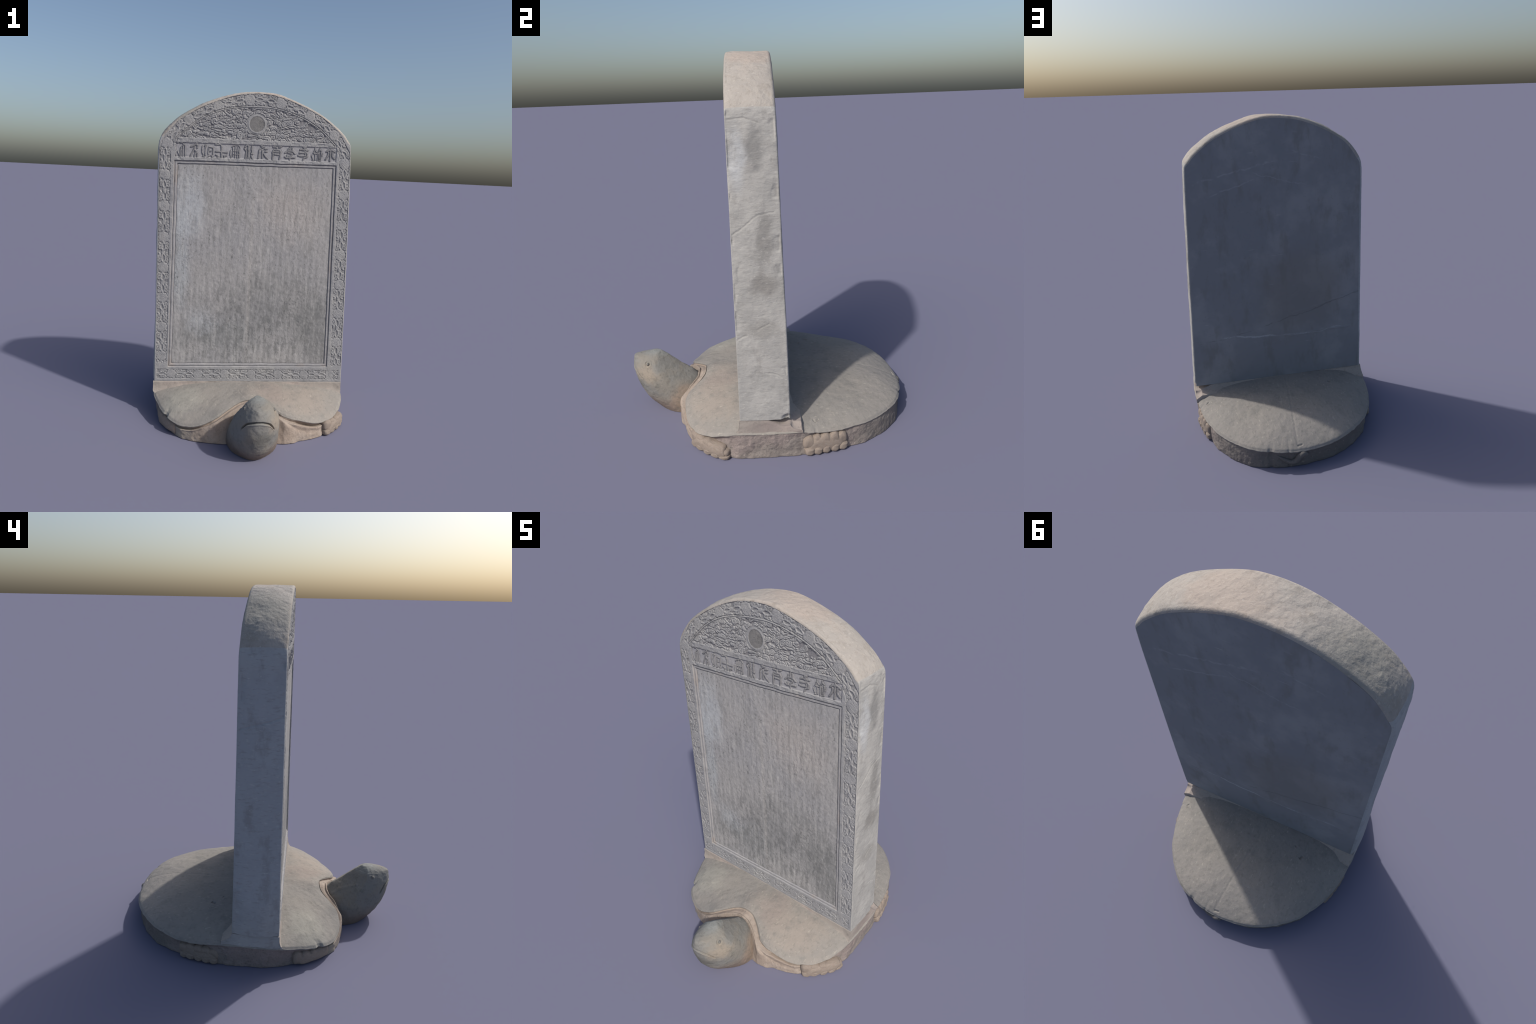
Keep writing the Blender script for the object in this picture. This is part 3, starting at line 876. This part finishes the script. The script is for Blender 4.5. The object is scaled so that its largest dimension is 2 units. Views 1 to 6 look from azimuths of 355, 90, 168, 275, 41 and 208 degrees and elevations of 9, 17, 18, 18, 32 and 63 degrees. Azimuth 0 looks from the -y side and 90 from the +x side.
# ----------------------------------------------------------------------------
# the tortoise
# ----------------------------------------------------------------------------
CY = 0.10            # centre of the shell in plan
RIM = [(0.000, -0.374, 0.212), (0.050, -0.378, 0.205), (0.103, -0.402, 0.187), (0.148, -0.434, 0.170), (0.188, -0.462, 0.155),
       (0.230, -0.474, 0.145), (0.275, -0.472, 0.134), (0.320, -0.464, 0.122), (0.385, -0.445, 0.106), (0.453, -0.410, 0.102),
       (0.518, -0.354, 0.113), (0.560, -0.293, 0.128), (0.587, -0.230, 0.145), (0.599, -0.165, 0.158), (0.604, -0.050, 0.158),
       (0.603, 0.060, 0.157), (0.594, 0.140, 0.153), (0.575, 0.271, 0.135), (0.552, 0.364, 0.131), (0.509, 0.482, 0.131),
       (0.455, 0.572, 0.128), (0.361, 0.674, 0.128), (0.265, 0.734, 0.126), (0.141, 0.772, 0.121), (0.030, 0.783, 0.117),
       (-0.080, 0.775, 0.116), (-0.203, 0.746, 0.121), (-0.320, 0.684, 0.128), (-0.430, 0.592, 0.127), (-0.497, 0.495, 0.122),
       (-0.540, 0.410, 0.120), (-0.566, 0.335, 0.126), (-0.583, 0.250, 0.137), (-0.597, 0.131, 0.148), (-0.603, 0.000, 0.148),
       (-0.599, -0.100, 0.145), (-0.583, -0.174, 0.140), (-0.557, -0.245, 0.128), (-0.530, -0.310, 0.116), (-0.475, -0.400, 0.102),
       (-0.415, -0.450, 0.091), (-0.358, -0.476, 0.090), (-0.300, -0.491, 0.102), (-0.245, -0.492, 0.122), (-0.193, -0.477, 0.146),
       (-0.145, -0.444, 0.167), (-0.097, -0.408, 0.186), (-0.050, -0.382, 0.202)]

# profile below the rim, by bearing from the neck (degrees, positive to the right side):
# bearing, recess(offset, drop), upper crest(offset, z), valley(offset, z), lower crest(offset, z), ground offset
PROFILE = [
    (-180, -.008, -.012, -.012, .085, -.014, .060, -.014, .030, -.014),
    (-150, -.008, -.012, -.010, .085, -.012, .060, -.012, .030, -.010),
    (-132, -.010, -.014, -.014, .085, -.016, .060, -.017, .030, -.016),
    (-119, -.018, -.018, -.026, .085, -.030, .060, -.030, .030, -.028),
    (-110, -.036, -.024, -.044, .085, -.048, .060, -.048, .030, -.046),
    (-101, -.010, -.018, -.014, .090, -.016, .060, -.017, .030, -.017),
    (-90, -.003, -.020, -.005, .100, -.009, .070, -.015, .035, -.018),
    (-72, -.004, -.018, -.010, .085, -.016, .060, -.022, .030, -.024),
    (-63, -.012, -.020, -.022, .080, -.026, .050, -.028, .025, -.029),
    (-50, -.026, -.024, -.032, .065, -.036, .040, -.037, .020, -.037),
    (-40, -.024, -.024, -.016, .060, -.018, .040, -.018, .020, -.020),
    (-36, -.022, -.022, -.005, .060, -.005, .040, -.006, .022, -.008),
    (-30, -.020, -.020, .001, .070, -.001, .050, .000, .030, .000),
    (-25, -.010, -.014, .008, .098, .006, .072, .006, .045, .004),
    (-19, .003, -.013, .022, .138, .029, .112, .037, .092, .034),
    (-12, .006, -.010, .026, .181, .038, .162, .055, .157, .100),
    (0, .006, -.010, .022, .205, .034, .186, .049, .186, .102),
    (12, .006, -.010, .026, .182, .039, .163, .057, .160, .106),
    (18, .006, -.013, .030, .156, .041, .130, .054, .112, .055),
    (25, -.012, -.020, .017, .114, .014, .080, .019, .054, .018),
    (30, -.026, -.026, .002, .084, .000, .054, .006, .032, .004),
    (36, -.028, -.026, .000, .074, -.001, .048, .002, .030, .000),
    (41, -.028, -.026, -.008, .068, -.009, .044, -.008, .026, -.008),
    (44, -.028, -.026, -.028, .064, -.030, .042, -.030, .025, -.030),
    (58, -.020, -.022, -.026, .080, -.028, .050, -.028, .025, -.026),
    (66, -.004, -.020, -.006, .100, -.008, .070, -.012, .040, -.011),
    (86, -.002, -.020, -.006, .100, -.010, .070, -.015, .040, -.016),
    (98, -.006, -.018, -.008, .100, -.009, .070, -.009, .040, -.006),
    (105, -.022, -.018, -.020, .090, -.020, .060, -.020, .030, -.018),
    (115, -.022, -.016, -.024, .090, -.026, .060, -.026, .030, -.026),
    (120, -.006, -.012, -.006, .090, -.006, .060, -.007, .030, -.008),
    (134, -.003, -.010, -.001, .085, .000, .060, .000, .030, -.001),
    (150, -.003, -.009, -.001, .085, .000, .060, .001, .030, .001),
    (165, -.006, -.010, -.010, .085, -.010, .060, -.009, .030, -.008),
    (180, -.008, -.012, -.012, .085, -.014, .060, -.014, .030, -.014),
]

def bearing(x, y):
    return np.degrees(np.arctan2(x, CY - y))

def rim_at(deg):
    """rim point for a bearing"""
    R = catmull(RIM, 1400, closed=True)
    b = bearing(R[:, 0], R[:, 1])
    o = np.argsort(b)
    bb = np.concatenate([b[o] - 360, b[o], b[o] + 360])
    return np.array([np.interp(deg, bb, np.tile(R[o, c], 3)) for c in range(3)])

def build_base(M, root):
    n = 1440
    R = catmull(RIM, n, closed=True)
    # worn, slightly irregular edge
    b = bearing(R[:, 0], R[:, 1])
    dirx, diry = np.sin(np.radians(b)), -np.cos(np.radians(b))
    Rr = np.hypot(R[:, 0], R[:, 1] - CY)
    rag = 0.0019 * fbm(R[:, 0], R[:, 1], 0 * b, 18, 3, 201)
    for deg, wdt, dep in ((162, 2.0, 0.007), (-46, 2.2, 0.011), (103, 1.2, 0.003), (171, 1.0, 0.003)):
        rag -= dep * smooth(1, 0.2, np.abs(b - deg) / wdt)
    zr = R[:, 2]
    # --- upper surface of the shell
    rho = np.concatenate([np.linspace(0.02, 0.80, 70), np.linspace(0.81, 0.985, 36), np.linspace(0.989, 1.0, 5)])
    P = []
    zc = 0.221
    for q in rho:
        rr = Rr * q + rag * smooth(0.93, 1.0, q)
        px, py = rr * dirx, CY + rr * diry
        front = np.clip(-py / 0.4, 0, 1)
        prof = 1 - q ** 4.0
        zz = zr + (zc - zr) * prof
        # shallow gutter behind the raised collar round the neck
        nb = smooth(17, 9, np.abs(b))
        zz = zz - 0.007 * nb * smooth(0.10, 0.0, 1 - q) + 0.0
        zz = zz - 0.006 * smooth(0.985, 1.0, q)                       # rounded lip
        w = smooth(0.0, 0.1, 1 - q)
        zz = zz + 0.0025 * fbm(px, py, 0 * px, 7, 3, 211) * w + 0.0010 * fbm(px, py, 0 * px, 30, 3, 221)
        # faint keel down the middle of the back and a few gashes
        zz = zz - 0.0012 * smooth(0.012, 0.0, np.abs(px + 0.03 - 0.12 * (py - 0.1))) * (py > 0.1)
        for line, dep in (([(-0.312, 0.243), (-0.300, 0.262)], 0.010), ([(-0.250, 0.200), (-0.246, 0.204)], 0.006),
                          ([(0.02, 0.755), (0.045, 0.757)], 0.006), ([(0.52, 0.25), (0.535, 0.235), (0.525, 0.225)], 0.005),
                          ([(-0.02, -0.36), (-0.055, -0.30), (-0.06, -0.26)], 0.0012), ([(0.30, -0.40), (0.25, -0.30), (0.26, -0.24)], 0.0010)):
            zz = zz - dep * smooth(0.006, 0.001, seg_dist(px, py, line))
        P.append(np.stack([px, py, zz], 1))
    n_top = len(P)
    # --- flank: recess under the lip, crests of the forelimbs, ground line
    K = np.array(PROFILE)
    f = [np.interp(b, K[:, 0], K[:, i]) for i in range(1, 10)]
    ker = np.hanning(25); ker /= ker.sum()
    f = [np.convolve(np.concatenate([c[-30:], c, c[:30]]), ker, "same")[30:-30] for c in f]
    zlip = zr - 0.006
    prof_o = np.stack([0 * b, 0.0015 + 0 * b, -0.001 + 0 * b, f[0], f[2], f[4], f[6], f[8] + 0.001, f[8]], 0)
    prof_z = np.stack([zlip, zlip - 0.003, zlip - 0.008, zr - 0.010 + f[1], f[3], f[5], f[7], 0.012 + 0 * b, 0 * b], 0)
    # keep heights descending
    for i in range(1, len(prof_z)):
        prof_z[i] = np.minimum(prof_z[i], prof_z[i - 1] - 0.002)
    prof_z = np.maximum(prof_z, 0)
    tk = np.array([0, 0.6, 1.2, 2.4, 4.0, 5.2, 6.2, 7.2, 8.0])
    ts = np.linspace(0, 8, 76)[1:]
    for t in ts:
        # Catmull-Rom through the profile points
        i = int(np.clip(np.searchsorted(tk, t) - 1, 0, len(tk) - 2))
        u = (t - tk[i]) / (tk[i + 1] - tk[i])
        g = lambda A, j: A[min(max(j, 0), len(tk) - 1)]
        def cr(A):
            p0, p1, p2, p3 = g(A, i - 1), g(A, i), g(A, i + 1), g(A, i + 2)
            m1 = (p2 - p0) * 0.42; m2 = (p3 - p1) * 0.42
            return (2 * u**3 - 3 * u**2 + 1) * p1 + (u**3 - 2 * u**2 + u) * m1 + (-2 * u**3 + 3 * u**2) * p2 + (u**3 - u**2) * m2
        o, zz = cr(prof_o), cr(prof_z)
        rr = Rr + o + rag
        px, py = rr * dirx, CY + rr * diry
        w = smooth(0.0, 1.6, t)
        ro = (0.0030 * fbm(px, py, zz, 16, 3, 231) + 0.0014 * fbm(px, py, zz, 60, 2, 241)) * w
        rr = rr + ro
        zz = np.maximum(zz, 0) if t < 8 else 0 * zz
        P.append(np.stack([rr * dirx, CY + rr * diry, zz], 1))
    # underside
    P.append(np.stack([0.6 * P[-1][:, 0], CY + 0.6 * (P[-1][:, 1] - CY), 0 * b], 1))
    P.append(np.stack([0.01 * P[-1][:, 0], CY + 0.01 * (P[-1][:, 1] - CY), 0 * b], 1))
    nr = len(P)
    V = np.stack(P, 1).reshape(-1, 3)
    F = grid_faces(n, nr, wrap_u=True, flip=True)
    N = quad_normals(V, F)
    ring = np.tile(np.arange(nr - 1), n)
    fb = np.repeat(b, nr - 1)
    tort = add_object("stone_tortoise", None, None, root)
    tort.empty_display_size = 0.1
    lip = ring < n_top + 9
    arm = (~lip) & (((fb > 0) & (fb < 43)) | ((fb < 0) & (fb > -39)))
    region_object("shell", V, N, F, lip, M["shell"], tort)
    region_object("forelimb", V, N, F, arm & (fb > 0), M["limb"], tort)
    region_object("forelimb", V, N, F, arm & (fb < 0), M["limb"], tort)
    region_object("body", V, N, F, ~lip & ~arm, M["flank"], tort)
    return tort

def lump(name, seed, nu=40, nv=24, power=2.4):
    """rounded, slightly squared pebble of unit radius with a rough skin"""
    th = np.linspace(0, 2 * math.pi, nu, endpoint=False)
    ph = np.linspace(-math.pi / 2, math.pi / 2, nv)
    T, Pn = np.meshgrid(th, ph, indexing="ij")
    sp = lambda c, p: np.sign(c) * np.abs(c) ** (2 / p)
    x = sp(np.cos(Pn), power) * sp(np.cos(T), power)
    y = sp(np.cos(Pn), power) * sp(np.sin(T), power)
    z = sp(np.sin(Pn), power)
    V = np.stack([x, y, z], -1).reshape(-1, 3)
    V *= (1 + 0.07 * fbm(V[:, 0], V[:, 1], V[:, 2], 1.7, 3, seed))[:, None]
    return raw_mesh(name, V, grid_faces(nu, nv, wrap_u=True))

def build_feet(M, tort):
    r = random.Random(5)
    toe_mesh, claw_mesh, pad_mesh = lump("toe", 301, power=2.7), lump("claw", 302, power=3.4), lump("foot", 303, 64, 32, 3.2)
    for me in (toe_mesh, claw_mesh, pad_mesh):
        me.materials.append(M["limb"])
    def place(me, name, deg, off, z, size, parent, tilt=0.0):
        p = rim_at(deg)
        d = np.array([math.sin(math.radians(deg)), -math.cos(math.radians(deg))])
        q = np.array([p[0], p[1]]) + d * off
        ob = add_object(name, me, None, parent)
        ob.location = (q[0], q[1], z)
        # surface normal of the rim in plan
        a, c = rim_at(deg - 2), rim_at(deg + 2)
        yaw = math.atan2(c[1] - a[1], c[0] - a[0]) - math.pi / 2
        ob.rotation_euler = (r.uniform(-0.08, 0.08), tilt + r.uniform(-0.06, 0.06), yaw)
        ob.scale = size
        return ob
    # (bearings of toes, radial offset, toe height, half sizes, claw rows)
    # (part, bearings of the toes, radial offset, toe top heights, radial reach, has separate claws)
    feet = (
        ("forefoot", [43.6, 47.2, 51.2, 55.4, 59.2], -0.018, [.092, .090, .086, .074, .054], 0.034, True),
        ("forefoot", [-41.5, -44.8, -48.4, -52.2, -56.0], -0.036, [.074, .080, .084, .088, .090], 0.034, False),
        ("hindfoot", [99.8, 104.0, 108.4, 112.8, 116.8], -0.023, [.108, .112, .116, .118, .108], 0.034, True),
        ("hindfoot", [-101.0, -105.2, -109.6, -114.0, -118.0], -0.034, [.094, .098, .100, .098, .092], 0.034, True),
    )
    for name, degs, off, tops, reach, claws in feet:
        mid = degs[2]
        p0, p1 = rim_at(degs[0]), rim_at(degs[-1])
        chord = math.hypot(p1[0] - p0[0], p1[1] - p0[1])
        step = chord / 4
        top = max(tops) - 0.012
        pad = place(pad_mesh, name, mid, off - 0.001, top * 0.53, (reach, chord * 0.58, top * 0.49), tort)
        for i, (dg, h) in enumerate(zip(degs, tops)):
            k = r.uniform(0.95, 1.06)
            split = h * 0.36 if claws else 0.0
            half = (h - split * 0.8) / 2
            place(toe_mesh, "toe", dg, off + r.uniform(-.002, .002), h - half + 0.003,
                  (reach * 0.95 * k, step * r.uniform(0.62, 0.78), half), tort, tilt=0.10)
            if claws:
                place(claw_mesh, "claw", dg + r.uniform(-.4, .4), off + 0.004 + r.uniform(-.0015, .0015), split * 0.66,
                      (reach * 0.95, step * r.uniform(0.56, 0.72), split * 0.60), tort, tilt=0.05)

def build_tail(M, tort):
    """short tail curling against the rear wall"""
    pts = catmull([(0.172, 0.762, 0.084), (0.148, 0.768, 0.066), (0.122, 0.773, 0.048), (0.092, 0.779, 0.037),
                   (0.064, 0.783, 0.044), (0.048, 0.785, 0.064), (0.036, 0.787, 0.082), (0.014, 0.787, 0.088), (-0.002, 0.783, 0.076)], 60)
    pts[:, 1] -= 0.007
    rad = np.interp(np.linspace(0, 1, 60), [0, 0.15, 0.45, 0.7, 0.85, 1], [0.004, 0.010, 0.015, 0.018, 0.021, 0.012])
    k = 20
    V = []
    for i, p in enumerate(pts):
        t = pts[min(i + 1, 59)] - pts[max(i - 1, 0)]
        t /= np.linalg.norm(t)
        up = np.array([0, 1.0, 0])
        s = np.cross(t, up); s /= np.linalg.norm(s)
        w = np.cross(s, t)
        for a in np.linspace(0, 2 * math.pi, k, endpoint=False):
            V.append(p + rad[i] * (math.cos(a) * s + math.sin(a) * w))
    V = np.array(V)
    V += 0.0012 * np.stack([fbm(V[:, 0], V[:, 1], V[:, 2], 50, 2, s) for s in (1, 2, 3)], 1)
    i, j = np.meshgrid(np.arange(59), np.arange(k), indexing="ij")
    F = np.stack([i * k + j, i * k + (j + 1) % k, (i + 1) * k + (j + 1) % k, (i + 1) * k + j], -1).reshape(-1, 4)
    me = raw_mesh("tail", V, F)
    add_object("tail", me, M["flank"], tort)

# head described by level sections: height, front y, back y, half width, y of greatest width
HEAD = [   # height, front y, back y, left half width, right half width, y of greatest width
    (0.000, -0.684, -0.40, 0.150, 0.148, -0.480), (0.030, -0.714, -0.40, 0.148, 0.147, -0.500), (0.064, -0.744, -0.40, 0.145, 0.145, -0.525),
    (0.128, -0.778, -0.40, 0.137, 0.141, -0.570), (0.170, -0.790, -0.415, 0.127, 0.138, -0.595), (0.215, -0.799, -0.456, 0.116, 0.131, -0.615),
    (0.240, -0.801, -0.492, 0.106, 0.124, -0.630), (0.260, -0.803, -0.519, 0.096, 0.116, -0.642), (0.280, -0.803, -0.540, 0.085, 0.106, -0.654),
    (0.300, -0.801, -0.566, 0.073, 0.095, -0.662), (0.318, -0.798, -0.590, 0.059, 0.080, -0.664), (0.330, -0.794, -0.606, 0.046, 0.064, -0.666),
    (0.337, -0.755, -0.617, 0.037, 0.050, -0.664), (0.344, -0.705, -0.626, 0.026, 0.036, -0.660), (0.348, -0.680, -0.634, 0.015, 0.022, -0.656),
]

def build_head(M, tort):
    H = np.array(HEAD)
    zs = np.concatenate([np.linspace(0, 0.318, 130), np.linspace(0.3205, 0.348, 26)])
    sec = [np.interp(zs, H[:, 0], H[:, i]) for i in range(1, 6)]
    for c in sec:
        pad = np.concatenate([np.repeat(c[:1], 6), c, np.repeat(c[-1:], 6)])
        c[:] = np.convolve(pad, np.hanning(9) / np.hanning(9).sum(), "same")[6:-6]
    n = 400
    a = np.linspace(0, 2 * math.pi, n, endpoint=False)
    rows = []
    for z, yf, yb, wl, wr, yc in zip(zs, *sec):
        s, c = np.sin(a), np.cos(a)                  # c>0 towards the front
        pf = np.interp(z, [0, 0.10, 0.18, 0.27, 0.31, 0.348], [1.75, 1.80, 2.0, 2.05, 1.85, 1.7])
        pb = np.interp(z, [0, 0.10, 0.2, 0.26, 0.348], [2.6, 2.2, 1.5, 1.35, 1.4])
        pb_l = np.interp(z, [0, 0.10, 0.2, 0.26, 0.348], [2.6, 2.1, 1.25, 1.1, 1.2])
        p = np.where(c > 0, pf, np.where(s > 0, pb, pb_l))
        rx = np.sign(s) * np.abs(s) ** (2 / p) * np.where(s > 0, wr, wl)
        ry = np.where(c > 0, -np.abs(c) ** (2 / p) * (yc - yf), np.abs(c) ** (2 / p) * (yb - yc))
        cx = np.interp(z, [0, 0.1, 0.348], [0.010, 0.012, 0.017])
        rows.append(np.stack([cx + rx, yc + ry, 0 * a + z], 1))
    V = np.stack(rows, 1)                             # n, nz, 3
    cap = V[:, -1].mean(0)
    V = np.concatenate([V] + [(V[:, -1:] * (1 - k) + cap * k) + np.array([0, 0, 0.0006 * k]) for k in (0.35, 0.7, 0.995)], 1)
    nz = V.shape[1]
    flat = V.reshape(-1, 3)
    F = grid_faces(n, nz, wrap_u=True)
    N = quad_normals(flat, F)
    if N[:, 0] @ (flat[:, 0] - 0.012) < 0:
        F = F[:, ::-1].copy(); N = -N
    d = 0.0020 * fbm(flat[:, 0], flat[:, 1], flat[:, 2], 14, 3, 401) + 0.0008 * fbm(flat[:, 0], flat[:, 1], flat[:, 2], 60, 2, 411)
    # mouth: a long downturned slit over a pale lower lip
    xm = flat[:, 0] - 0.019
    zm = 0.273 - 5.6 * np.abs(xm) ** 2 - 3.0 * np.abs(xm) ** 2 * (np.abs(xm) > 0.06) * (np.abs(xm) - 0.06) / 0.03
    frontal = smooth(-0.690, -0.705, flat[:, 1]) * smooth(0.090, 0.084, np.abs(xm))
    dz = flat[:, 2] - zm
    d -= 0.015 * smooth(0.0062, 0.0026, np.abs(dz)) * frontal
    d += 0.0030 * smooth(0.0060, 0.0, np.abs(dz + 0.010)) * frontal
    # brow ridges, eye sockets, cheek fold on the left of the neck
    for ex, ey, ez in ((0.104, -0.702, 0.301), (-0.066, -0.690, 0.307)):
        r = np.sqrt((flat[:, 0] - ex) ** 2 + (flat[:, 1] - ey) ** 2 + (flat[:, 2] - ez) ** 2)
        d += 0.004 * smooth(0.0105, 0.004, r) - 0.003 * smooth(0.005, 0.0, np.abs(r - 0.0125)) + 0.002 * smooth(0.006, 0, np.abs(r - 0.020))
    lf = flat[:, 0] < -0.02
    dd = seg_dist(flat[:, 1], flat[:, 2], [(-0.45, 0.165), (-0.50, 0.205), (-0.55, 0.228), (-0.60, 0.250)])
    d += lf * (0.004 * smooth(0.010, 0.0, dd)) * smooth(-0.66, -0.60, flat[:, 1])
    flat = flat + N * d[:, None]
    flat[:, 2] = np.maximum(flat[:, 2], 0)
    # close the crown
    N = quad_normals(flat, F)
    zi = np.tile(np.arange(nz - 1), n)
    yq = flat[F[:, 0], 1]
    head = yq < -0.565
    region_object("head", flat, N, F, head, M["head"], tort)
    region_object("neck", flat, N, F, ~head, M["head"], tort)
    for (ex, ey, ez) in ((0.104, -0.702, 0.301), (-0.066, -0.690, 0.307)):
        k = np.argmin(((flat - np.array([ex, ey, ez])) ** 2).sum(1))
        me = lump("eye", 501, 24, 14, 2.0)
        eye = add_object("eye", me, M["head"], tort)
        eye.location = flat[k] - N[k] * 0.0035
        eye.scale = (0.0085,) * 3

def build_socket(M, tort):
    """ledge of the tortoise's back that the tablet stands on"""
    nx = 420
    xs = np.linspace(-0.5935, 0.5985, nx)
    zt = z_bottom(xs) - 0.001
    e = np.abs(xs) / 0.59
    # crease with the shell, front and back
    zf = np.interp(xs, [-0.59, -0.3, 0, 0.3, 0.6], [0.138, 0.185, 0.198, 0.192, 0.160])
    zb = np.interp(xs, [-0.59, -0.3, 0, 0.3, 0.56, 0.6], [0.170, 0.200, 0.206, 0.202, 0.192, 0.165])
    rows = []
    def row(y, z):
        rows.append(np.stack([xs, y + 0 * xs, z + 0 * xs], 1))
    row(-0.183, zf - 0.022)
    for t in np.linspace(0, 1, 14):
        y = -0.180 + (0.0295) * (1 - (1 - t) ** 2.2)
        row(y, (zf - 0.006) + (zt - zf + 0.006) * (t ** 1.5))
    for y in np.linspace(-0.1495, 0.106, 60)[1:]:
        # broken at the right rear
        chip = 0.034 * smooth(0.470, 0.585, xs) * smooth(-0.035, 0.075, y + 0.012 * vnoise(xs * 20, 0 * xs, 0 * xs, 5))
        row(y, zt - chip)
    for t in np.linspace(0, 1, 12)[1:]:
        chip = 0.034 * smooth(0.470, 0.585, xs) * (1 - t)
        y = 0.107 + 0.056 * t ** 1.5
        row(y, zt + (zb - 0.006 - zt) * (t ** 0.7) - chip * 0.8)
    row(0.166, zb - 0.026)
    V = np.stack(rows, 1)
    nyy = V.shape[1]
    # rounded ends
    flat = V.reshape(-1, 3)
    flat[:, 1] += 0.0020 * fbm(flat[:, 0], flat[:, 1], flat[:, 2], 20, 3, 601)
    zlim = np.interp(flat[:, 0], xs, zt) - 0.0005
    flat[:, 2] = np.minimum(flat[:, 2] + 0.0016 * fbm(flat[:, 0], flat[:, 1], 0 * flat[:, 0], 26, 3, 611), zlim + 0.0004)
    # keep the skirt inside the rim at the front corners
    for side in (-1, 1):
        lim = np.interp(flat[:, 1], [-0.190, -0.180, -0.165, -0.150], [abs(rim_at(float(bearing(side * 0.59, y)))[0]) - 0.005 for y in (-0.190, -0.180, -0.165)] + [0.62])
        over = (flat[:, 0] * side > lim)
        flat[over, 0] = side * lim[over]
    F = grid_faces(nx, nyy, flip=False)
    N = quad_normals(flat, F)
    if N[:, 2].mean() < 0:
        F = F[:, ::-1].copy(); N = -N
    region_object("tablet_socket", flat, N, F, np.ones(len(F), bool), M["socket"], tort)
    # end walls, flaring out from the foot of the tablet to the flank
    for side, i in ((-1, 0), (1, nx - 1)):
        prof = flat.reshape(nx, nyy, 3)[i]
        reach = np.array([abs(rim_at(float(bearing(side * 0.6, y)))[0]) for y in prof[:, 1]]) - 0.0035
        G = []
        for t in np.linspace(0, 1, 20):
            p = prof.copy()
            p[:, 2] = np.minimum(prof[:, 2] * (1 - t) + 0.138 * t, prof[:, 2])
            target = np.maximum(reach, 0.0) if True else reach
            lip = 0.0012 * smooth(0.0, 0.1, t)
            p[:, 0] = side * ((np.abs(prof[:, 0]) - lip) * (1 - t ** 1.5) + target * t ** 1.5)
            p[:, 0] += side * 0.0010 * fbm(p[:, 0], p[:, 1], p[:, 2], 22, 3, 621) * smooth(0, 0.3, t)
            G.append(p)
        G = np.stack(G, 1)
        Vg = G.reshape(-1, 3)
        Fg = grid_faces(nyy, 20)
        Ng = quad_normals(Vg, Fg)
        if (Ng[:, 0] * side).mean() < 0:
            Fg = Fg[:, ::-1].copy(); Ng = -Ng
        region_object("socket_end", Vg, Ng, Fg, np.ones(len(Fg), bool), M["side"] if side < 0 else M["socket"], tort)

# ----------------------------------------------------------------------------
def main():
    M = make_materials()
    root = bpy.data.objects.new("tortoise_stele", None)
    bpy.context.scene.collection.objects.link(root)
    root["label"] = "weathered grey stone stele with carved border standing on a tortoise"
    root["category"] = "stone stele"
    build_tablet(M, root)
    tort = build_base(M, root)
    build_feet(M, tort)
    build_tail(M, tort)
    build_head(M, tort)
    build_socket(M, tort)

main()
